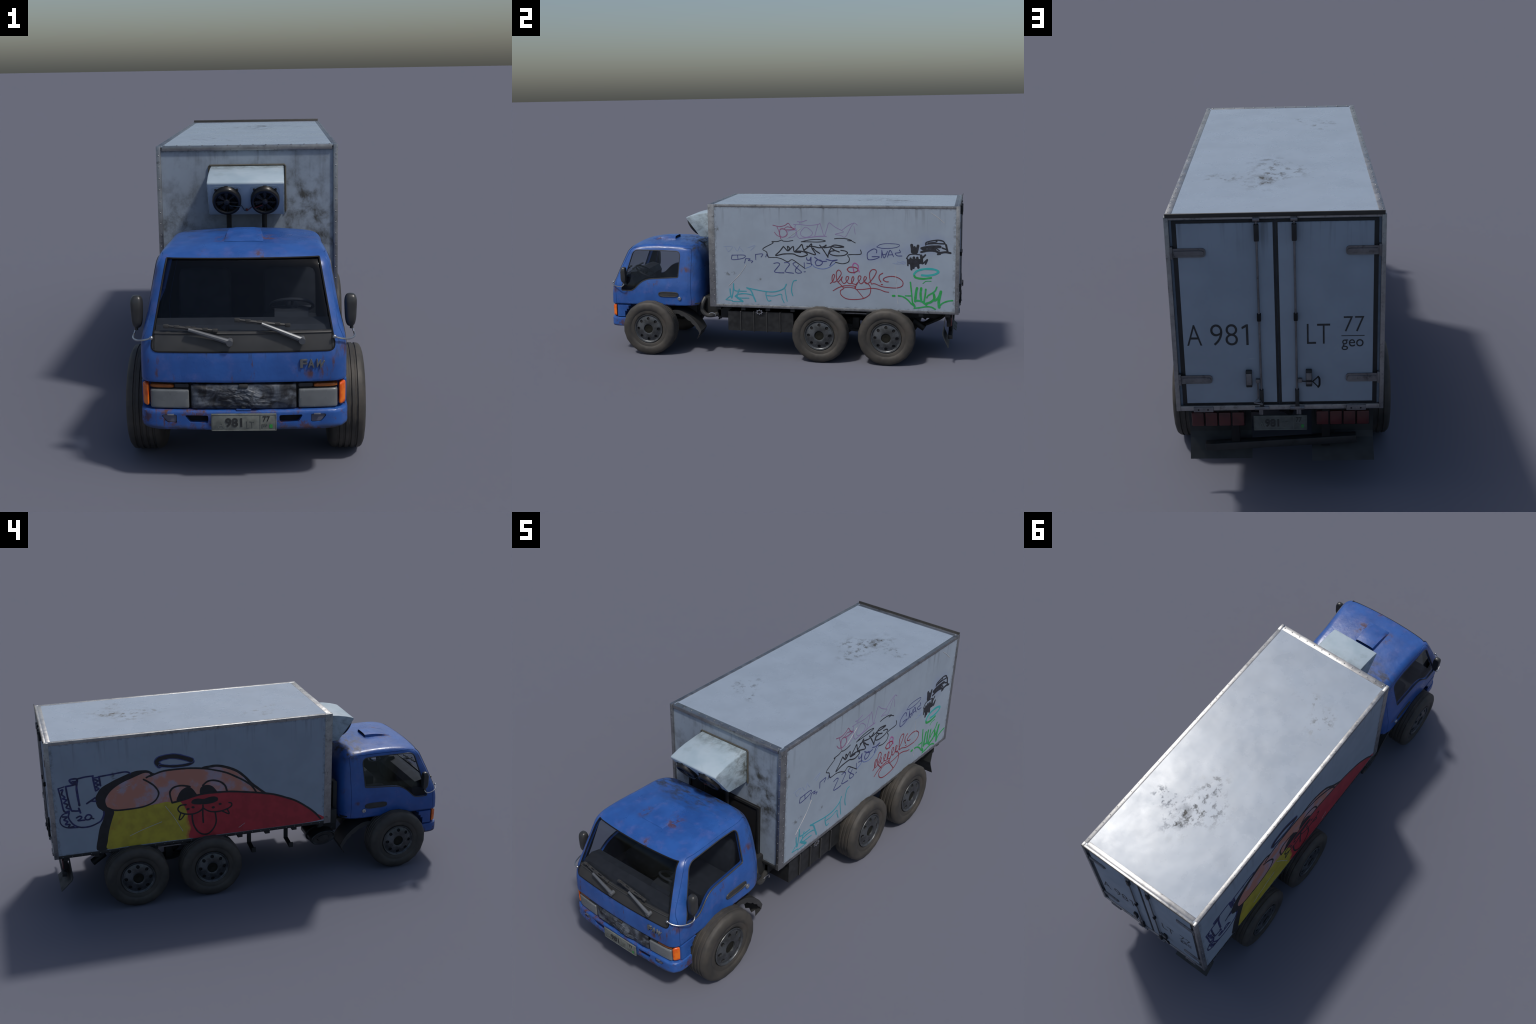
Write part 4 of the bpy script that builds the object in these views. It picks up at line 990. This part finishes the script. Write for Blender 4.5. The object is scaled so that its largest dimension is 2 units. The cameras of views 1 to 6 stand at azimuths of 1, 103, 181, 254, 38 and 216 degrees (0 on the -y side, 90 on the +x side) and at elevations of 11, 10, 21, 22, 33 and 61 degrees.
BLACK_TAG = [
    (2.8, [(99, 666), (71, 661), (44, 662), (37, 667), (14, 659), (-18, 657), (-13, 649), (-69, 617), (-48, 599), (-39, 572), (6, 570), (38, 562), (69, 548), (94, 560), (133, 535), (164, 513)]),
    (2.8, [(145, 659), (187, 670), (240, 674), (278, 666), (240, 660), (191, 660), (152, 660)]),
    (4, [(46, 632), (24, 604), (2, 581), (45, 590), (98, 592), (119, 584), (144, 578), (169, 584), (178, 593), (158, 605), (130, 608), (113, 605)]),
    (4, [(46, 632), (70, 608), (69, 633), (81, 622), (74, 608), (100, 633), (106, 605), (141, 601)]),
    (4, [(109, 605), (134, 630), (148, 645), (155, 624), (162, 610), (178, 593)]),
    (4, [(158, 613), (183, 631), (201, 649), (204, 625), (223, 591), (186, 600), (169, 606)]),
    (4, [(176, 635), (211, 635), (246, 629), (281, 640)]),
    (4, [(211, 625), (225, 611), (246, 598)]),
    (4, [(246, 643), (260, 626), (274, 605), (291, 579)]),
    (4, [(281, 644), (267, 630), (302, 634), (312, 637)]),
    (4, [(309, 630), (298, 609), (289, 579)]),
    (4, [(302, 633), (329, 645), (378, 636), (340, 633), (310, 638)]),
    (4, [(302, 636), (325, 618), (352, 608)]),
    (3.6, [(361, 617), (386, 613), (397, 603), (378, 590), (333, 587), (302, 596), (306, 610), (325, 614)]),
    (2.8, [(327, 679), (352, 682), (390, 680), (420, 671), (398, 670)]),
    (2.6, [(420, 669), (439, 659)]),
    (3, [(467, 621), (471, 606), (462, 597), (401, 593), (407, 574), (401, 554), (370, 544), (332, 551)]),
]
BLACK_BLOTS = [
    (12, [(746, 637), (748, 615)]),
    (12, [(762, 632), (760, 611)]),
    (12, [(726, 569), (752, 572), (785, 571)]),
    (12, [(726, 558), (752, 555), (789, 561)]),
    (10, [(741, 543), (770, 544)]),
    (8, [(832, 637), (861, 632)]),
    (6, [(795, 629), (824, 628)]),
    (6, [(897, 640), (915, 633)]),
    (11, [(738, 652), (742, 615)]),
    (11, [(771, 649), (764, 615)]),
    (10, [(753, 641), (753, 611)]),
    (4, [(711, 580), (726, 600), (752, 604), (781, 602)]),
    (6, [(717, 577), (719, 543)]),
    (9, [(733, 581), (738, 522)]),
    (11, [(750, 585), (748, 532)]),
    (10, [(768, 585), (774, 533)]),
    (10, [(788, 597), (794, 556)]),
    (7, [(810, 601), (788, 578)]),
    (6, [(800, 556), (821, 577), (811, 552)]),
    (5, [(811, 654), (813, 667), (838, 676), (874, 681), (900, 676), (911, 663)]),
    (4, [(864, 679), (867, 672), (824, 665)]),
    (5, [(813, 659), (860, 663), (911, 662)]),
    (11, [(790, 636), (824, 643), (853, 646), (886, 646)]),
    (8, [(788, 616), (824, 624), (861, 623), (883, 614), (912, 618), (940, 614)]),
    (8, [(916, 656), (924, 622)]),
    (5, [(824, 632), (861, 638), (882, 625)]),
    (7, [(874, 606), (886, 608)]),
]
NAVY_TAG = [
    (3.6, [(-9, 537), (12, 541), (24, 533), (8, 511), (-6, 491), (18, 486), (47, 486)]),
    (3.6, [(50, 542), (69, 543), (78, 532), (60, 507), (56, 491), (100, 485)]),
    (3.4, [(112, 546), (98, 536), (122, 512), (145, 492), (129, 486), (113, 491), (113, 507), (129, 528)]),
    (3, [(160, 545), (161, 518)]),
    (3.4, [(159, 494), (166, 495)]),
    (4, [(174, 573), (176, 561), (190, 560), (198, 576), (197, 554), (200, 534)]),
    (4, [(221, 548), (232, 561), (253, 559), (260, 545), (246, 532), (228, 532), (221, 548)]),
    (4, [(218, 576), (239, 562), (260, 554), (284, 556)]),
    (4, [(281, 567), (308, 560), (342, 564), (315, 554), (301, 532)]),
    (3.5, [(174, 543), (193, 540)]),
    (3, [(-245, 578), (-174, 579), (-182, 562), (-244, 553), (-245, 578)]),
    (3, [(-214, 579), (-211, 556)]),
    (3, [(-168, 560), (-174, 535)]),
    (3, [(-168, 560), (-142, 559), (-153, 550), (-128, 547), (-135, 538)]),
    (3, [(-111, 585), (-110, 555)]),
    (3, [(-111, 585), (-71, 588), (-80, 571)]),
    (3, [(-46, 592), (-54, 572)]),
    (3.4, [(-48, 597), (-38, 569)]),
    (3.4, [(553, 607), (553, 622), (537, 628), (508, 610), (503, 591), (510, 570), (544, 573), (568, 586), (529, 586)]),
    (3.2, [(581, 623), (580, 581)]),
    (3.2, [(581, 619), (593, 580), (611, 616)]),
    (3, [(580, 596), (604, 602)]),
    (3.2, [(611, 586), (625, 622), (643, 589)]),
    (3, [(616, 597), (636, 599)]),
    (3.2, [(674, 625), (678, 612), (652, 607), (663, 594), (687, 593)]),
    (2.4, [(553, 639), (574, 653), (615, 658), (668, 655), (670, 644), (641, 635), (589, 632), (553, 639)]),
]
PALE_BLUE_SCRAWL = [
    (3, [(168, 514), (196, 526), (203, 537), (217, 523), (245, 514), (273, 514), (301, 525), (329, 547)]),
]
FADED_SCRAWL = [
    (2.5, [(-290, 626), (-242, 626), (-265, 598), (-279, 619)]),
    (2.5, [(-231, 623), (-214, 602), (-199, 628)]),
    (2.5, [(-195, 617), (-181, 599)]),
    (2.5, [(-155, 621), (-112, 634), (-138, 607)]),
    (2.4, [(637, 554), (671, 549), (708, 561)]),
    (2.4, [(663, 564), (693, 550), (708, 554)]),
    (2.4, [(649, 550), (674, 559), (700, 565)]),
]
CYAN_TAG = [
    (4.5, [(-240, 417), (-239, 390), (-226, 377), (-168, 377)]),
    (5, [(-261, 387), (-260, 367), (-253, 335), (-243, 379), (-240, 415)]),
    (4.5, [(-208, 387), (-216, 365), (-223, 347), (-233, 346), (-216, 358), (-179, 363), (-143, 358), (-128, 350)]),
    (4, [(-233, 346), (-213, 338), (-154, 338)]),
    (9, [(-220, 340), (-191, 319)]),
    (6, [(-164, 396), (-142, 382), (-125, 343), (-116, 321)]),
    (4.5, [(-164, 396), (-102, 385), (-59, 379), (-12, 378), (28, 389), (48, 402), (59, 422)]),
    (4, [(-55, 377), (-56, 357), (-45, 327), (-29, 328)]),
    (3.6, [(-56, 356), (-12, 355), (29, 366), (34, 344), (45, 319)]),
    (3.4, [(51, 398), (56, 363), (63, 327)]),
    (4, [(116, 446), (100, 441), (91, 417), (88, 385), (95, 359)]),
    (3.6, [(-286, 325), (-250, 322), (-246, 316), (-195, 317)]),
    (3.6, [(-262, 346), (-286, 326)]),
]
TEAL_SWIRL = [
    (8, [(793, 492), (826, 491), (862, 499), (879, 513), (855, 525), (807, 526), (767, 514), (751, 496)]),
]
GREEN_TAG = [
    (8, [(751, 496), (760, 479), (797, 473), (841, 479)]),
    (3, [(799, 448), (815, 460), (841, 461)]),
    (6, [(733, 452), (737, 418), (741, 380), (745, 342), (750, 331)]),
    (6, [(670, 377), (694, 373), (720, 356), (736, 338), (750, 327)]),
    (5, [(707, 378), (741, 379)]),
    (10, [(768, 421), (763, 396), (759, 350)]),
    (9, [(790, 422), (787, 389), (791, 351)]),
    (7, [(814, 416), (811, 382), (806, 344), (820, 335)]),
    (6, [(872, 430), (860, 406), (827, 383), (820, 371)]),
    (9, [(856, 391), (860, 369), (842, 349), (817, 339)]),
    (8, [(856, 391), (861, 357), (879, 373), (893, 406)]),
    (11, [(893, 406), (883, 354), (885, 322)]),
    (6, [(883, 322), (901, 343), (930, 356), (954, 360)]),
    (6, [(754, 312), (784, 316), (821, 323), (846, 320), (865, 310)]),
    (9, [(640, 376), (649, 376)]),
    (9, [(747, 338), (756, 323)]),
    (8, [(759, 354), (791, 351), (817, 333)]),
]
RED_TAG = [
    (3.4, [(303, 434), (317, 448), (326, 476), (321, 485), (313, 471), (315, 444), (332, 445), (351, 468), (363, 492), (351, 509), (338, 499), (336, 472), (343, 445), (359, 457), (368, 473), (364, 453), (378, 436), (397, 454), (403, 472), (391, 473), (389, 454), (404, 437), (420, 440), (431, 463), (427, 476), (420, 463), (420, 440), (442, 432)]),
    (3.4, [(442, 432), (465, 460), (469, 477), (458, 479), (454, 460), (469, 437), (492, 457), (499, 472), (488, 476), (486, 453), (503, 438), (529, 462), (550, 497), (548, 514), (529, 515), (516, 496), (518, 462), (526, 437)]),
    (3.4, [(526, 437), (544, 439), (582, 425), (623, 420), (664, 420), (690, 432), (692, 455), (668, 475), (634, 482), (601, 475), (589, 462), (604, 452), (616, 452)]),
    (3.8, [(586, 498), (569, 486), (567, 467), (576, 450)]),
    (4, [(579, 436), (585, 436)]),
    (3.4, [(318, 394), (347, 412), (385, 424), (435, 423), (440, 413)]),
    (3.4, [(343, 445), (374, 411), (358, 395), (362, 372), (389, 353), (431, 349), (480, 356), (514, 377), (522, 408), (514, 431), (492, 447)]),
    (3, [(374, 411), (397, 416), (427, 413), (446, 404), (484, 358)]),
    (3.2, [(442, 405), (484, 407), (530, 414), (567, 409), (597, 398), (618, 395)]),
    (3, [(435, 413), (454, 444)]),
    (4, [(395, 514), (408, 526), (435, 526), (452, 517), (450, 506), (427, 497), (405, 501), (395, 514)]),
]
MAGENTA_LOOP = [
    (4, [(433, 492), (427, 524), (426, 540), (437, 549), (454, 536), (454, 521), (460, 502)]),
]
MURAL_BACK = [
    (0, [(788, 305), (780, 367), (767, 420), (751, 453), (742, 487), (750, 503), (771, 525), (778, 566), (766, 593), (746, 618), (704, 639), (668, 654), (622, 670), (585, 680), (553, 680), (526, 675), (503, 656), (520, 649), (554, 659), (601, 643), (647, 627), (689, 603), (718, 577), (731, 550), (724, 519), (689, 494), (695, 480), (711, 443), (726, 394), (735, 345), (736, 304)]),
]
MURAL_EAR = [
    (0, [(733, 550), (717, 582), (689, 608), (646, 632), (600, 648), (554, 664), (531, 664), (520, 655), (542, 638), (515, 615), (494, 590), (484, 562), (492, 533), (516, 511), (563, 497), (632, 494), (687, 497), (722, 514)]),
]
MURAL_HEAD = [
    (0, [(542, 640), (509, 656), (462, 665), (402, 667), (337, 664), (276, 657), (215, 640), (159, 618), (102, 583), (49, 546), (10, 503), (64, 508), (137, 518), (209, 523), (281, 523), (352, 512), (424, 494), (480, 486), (532, 483), (587, 488), (632, 492), (631, 516), (496, 538)]),
]
MURAL_CHEEK = [
    (0, [(691, 497), (632, 494), (563, 497), (493, 503), (447, 507), (419, 500), (376, 502), (334, 507), (354, 459), (328, 404), (325, 352), (331, 305), (456, 304), (644, 304), (737, 304), (735, 345), (726, 394), (711, 443), (697, 481)]),
]
MURAL_MUZZLE = [
    (0, [(385, 503), (373, 506), (306, 521), (254, 526), (194, 524), (137, 520), (80, 511), (4, 497), (-74, 479), (-136, 455), (-192, 429), (-248, 390), (-293, 351), (-328, 306), (6, 301), (200, 302), (340, 303), (336, 355), (346, 397), (352, 438), (365, 475)]),
]
MURAL_FAR_EAR = [
    (0, [(235, 649), (202, 658), (153, 645), (109, 622), (75, 594), (42, 552), (7, 516), (-27, 491), (4, 499), (26, 534), (64, 571), (117, 605), (172, 630)]),
]
MURAL_BLACK_SHAPES = [
    (0, [(399, 505), (391, 534), (375, 557), (349, 570), (327, 563), (309, 539), (304, 519), (355, 510)]),
    (0, [(284, 526), (285, 552), (271, 566), (245, 568), (223, 557), (205, 533), (198, 520), (246, 523)]),
    (0, [(330, 488), (322, 501), (299, 505), (270, 499), (243, 505), (217, 505), (200, 495), (202, 481), (225, 472), (256, 470), (274, 471), (300, 474), (322, 479)]),
]
MURAL_LINES = [
    (6.5, [(520, 647), (465, 663), (411, 666), (338, 664), (265, 654), (210, 639), (154, 619), (106, 592), (64, 565), (30, 535), (8, 500)]),
    (9, [(268, 657), (235, 660), (198, 660), (153, 647), (105, 623), (68, 591), (34, 551), (4, 523), (-35, 490)]),
    (7, [(422, 499), (373, 506), (306, 521), (254, 526), (194, 524), (137, 520), (80, 511), (4, 497), (-74, 479), (-136, 455), (-192, 429), (-248, 390), (-293, 351), (-324, 313)]),
    (6.5, [(422, 499), (429, 531), (430, 555), (415, 574), (389, 581), (363, 579), (334, 570)]),
    (6.5, [(271, 569), (248, 586), (218, 588), (185, 576), (163, 554), (154, 525)]),
    (5.5, [(356, 480), (382, 480), (396, 464), (387, 446), (362, 433), (324, 428), (294, 436), (275, 451), (274, 467)]),
    (5.5, [(275, 455), (260, 441), (234, 428), (196, 424), (158, 431), (135, 444), (133, 458), (146, 464)]),
    (6, [(328, 426), (327, 394), (319, 361), (301, 330), (275, 314), (249, 316), (225, 339), (211, 374), (215, 423)]),
    (6, [(274, 463), (276, 423), (275, 377)]),
    (5, [(384, 438), (392, 409), (381, 410), (365, 430)]),
    (5, [(181, 424), (147, 405), (154, 429)]),
    (8, [(349, 456), (345, 457)]),
    (8, [(325, 463), (320, 462)]),
    (9, [(226, 449), (222, 449)]),
    (8, [(192, 462), (187, 462)]),
    (7, [(362, 481), (357, 480)]),
    (6, [(551, 634), (533, 622), (503, 596), (484, 562), (492, 533), (516, 511), (563, 497), (632, 494), (691, 497), (726, 514)]),
    (6, [(503, 656), (537, 642)]),
]
MURAL_HALO = [
    (16, [(474, 693), (486, 712), (469, 727), (426, 733), (390, 729), (347, 714), (322, 703)]),
    (9, [(347, 715), (315, 698), (330, 685), (374, 681), (421, 684), (471, 694)]),
]
MURAL_PAW = [
    (3.2, [(940, 637), (914, 643)]),
    (4.5, [(940, 637), (932, 587), (923, 524), (900, 521)]),
    (4.5, [(930, 627), (920, 629), (927, 608), (914, 592), (924, 586), (908, 577), (920, 564), (904, 554), (912, 541), (899, 532)]),
    (5, [(906, 643), (860, 650), (854, 674), (886, 673), (877, 654), (859, 661), (875, 663)]),
    (5, [(906, 643), (901, 587), (891, 527), (877, 519), (854, 516)]),
    (6, [(853, 671), (858, 632), (856, 588), (852, 544)]),
    (5.5, [(856, 529), (850, 506)]),
    (4.5, [(851, 674), (818, 679), (780, 680)]),
    (5.5, [(782, 676), (778, 640), (773, 606)]),
    (4, [(779, 669), (755, 671)]),
    (4.5, [(773, 661), (760, 652), (774, 643), (758, 634), (772, 624), (758, 615), (770, 606)]),
    (5.5, [(754, 673), (750, 629)]),
    (4.5, [(754, 673), (698, 677), (644, 682), (621, 679), (611, 671)]),
    (5, [(818, 548), (779, 571)]),
    (4.5, [(818, 548), (800, 557), (777, 554)]),
    (4.5, [(901, 513), (906, 492), (898, 469), (880, 446), (850, 432), (810, 432), (775, 444), (757, 456), (745, 481), (744, 496)]),
    (3.5, [(904, 514), (931, 507), (945, 483), (939, 456), (913, 439), (867, 434)]),
    (4.5, [(932, 496), (912, 493), (927, 480), (911, 470), (922, 457), (902, 454), (910, 441), (886, 441)]),
    (4.5, [(870, 483), (856, 489), (846, 484), (854, 474), (864, 468), (834, 467)]),
    (4.5, [(832, 478), (822, 490), (809, 490), (801, 478), (811, 468), (826, 468), (832, 478)]),
    (4, [(807, 474), (792, 468)]),
]
RIGHT_SCRAPES = [
    (1.7, [(-166, 525), (-198, 477), (-266, 407)]),
    (1.3, [(836, 825), (869, 803), (906, 772)]),
    (1.1, [(652, 537), (658, 442), (669, 332)]),
    (1, [(142, 732), (68, 678)]),
]
LEFT_SCRAPES = [
    (1.5, [(630, 357), (562, 382), (476, 408)]),
    (1.4, [(455, 486), (419, 428), (376, 345)]),
    (1.1, [(677, 594), (614, 615)]),
    (1, [(68, 345), (99, 325)]),
]


P_ = {k: paint("spray_" + k, a, b, .5, 60, .35, .7) for k, a, b in (
    ("crimson", (.19, .06, .12), (.22, .10, .20)), ("violet", (.215, .165, .30), (.20, .18, .32)), ("black", (.012, .013, .017), (.022, .024, .034)), ("navy", (.030, .036, .13), (.055, .065, .19)),
    ("pale_blue", (.08, .12, .31), (.11, .16, .34)), ("faded", (.19, .235, .37), (.22, .28, .38)), ("cyan", (.035, .25, .31), (.06, .27, .34)), ("teal", (.03, .30, .33), (.03, .33, .28)),
    ("green", (.018, .26, .05), (.022, .29, .10)), ("red", (.21, .020, .030), (.17, .035, .06)), ("magenta", (.33, .07, .26), (.27, .05, .18)))}
strokes("graffiti", 1, CRIMSON_SKETCH, P_["crimson"]); strokes("graffiti", 1, VIOLET_SKETCH, P_["violet"])
strokes("graffiti", 1, FADED_SCRAWL, P_["faded"]); strokes("graffiti", 1, PALE_BLUE_SCRAWL, P_["pale_blue"])
strokes("graffiti", 1, NAVY_TAG, P_["navy"]); strokes("graffiti", 1, BLACK_TAG, P_["black"], 1.15); strokes("graffiti", 1, BLACK_BLOTS, P_["black"])
strokes("graffiti", 1, CYAN_TAG, P_["cyan"]); strokes("graffiti", 1, TEAL_SWIRL, P_["teal"]); strokes("graffiti", 1, GREEN_TAG, P_["green"])
strokes("graffiti", 1, RED_TAG, P_["red"]); strokes("graffiti", 1, MAGENTA_LOOP, P_["magenta"])

# mural of a lounging cartoon dog on the other side
pink = paint("pink_mural_paint", (.44, .185, .135), (.33, .27, .33), .5, 15, .44, .66)
navy_line = paint("navy_marker", (.012, .014, .055), (.022, .026, .12), .5, 40)
line_black = paint("mural_black", (.009, .009, .011), (.014, .014, .018), .55, 40)
halo_blue = paint("blue_overspray", (.035, .05, .20), (.06, .085, .22), .5, 40)
muzzle = paint("red_mural_paint", (.38, .025, .038), (.31, .020, .030), .5, 20)
painted_area("mural", -1, MURAL_BACK, line_black, .00012)
painted_area("mural", -1, MURAL_FAR_EAR, pink, .00016)
painted_area("mural", -1, MURAL_HEAD, pink, .00014)
painted_area("mural", -1, MURAL_CHEEK, cheek_material(), .00018)
painted_area("mural", -1, MURAL_EAR, pink, .00024)
painted_area("mural", -1, MURAL_MUZZLE, muzzle, .00022)
painted_area("mural", -1, MURAL_BLACK_SHAPES, line_black, .00030)
strokes("mural", -1, MURAL_HALO, halo_blue, 1.3); strokes("mural", -1, MURAL_HALO, line_black, .92); strokes("mural", -1, MURAL_LINES, line_black); strokes("mural", -1, MURAL_PAW, navy_line, 1.25)
# long pale scrapes across both sides
scrape = paint("bare_scrape", (.50, .47, .45), (.36, .38, .41), .5, 50)
strokes("scratch", 1, RIGHT_SCRAPES, scrape); strokes("scratch", -1, LEFT_SCRAPES, scrape)
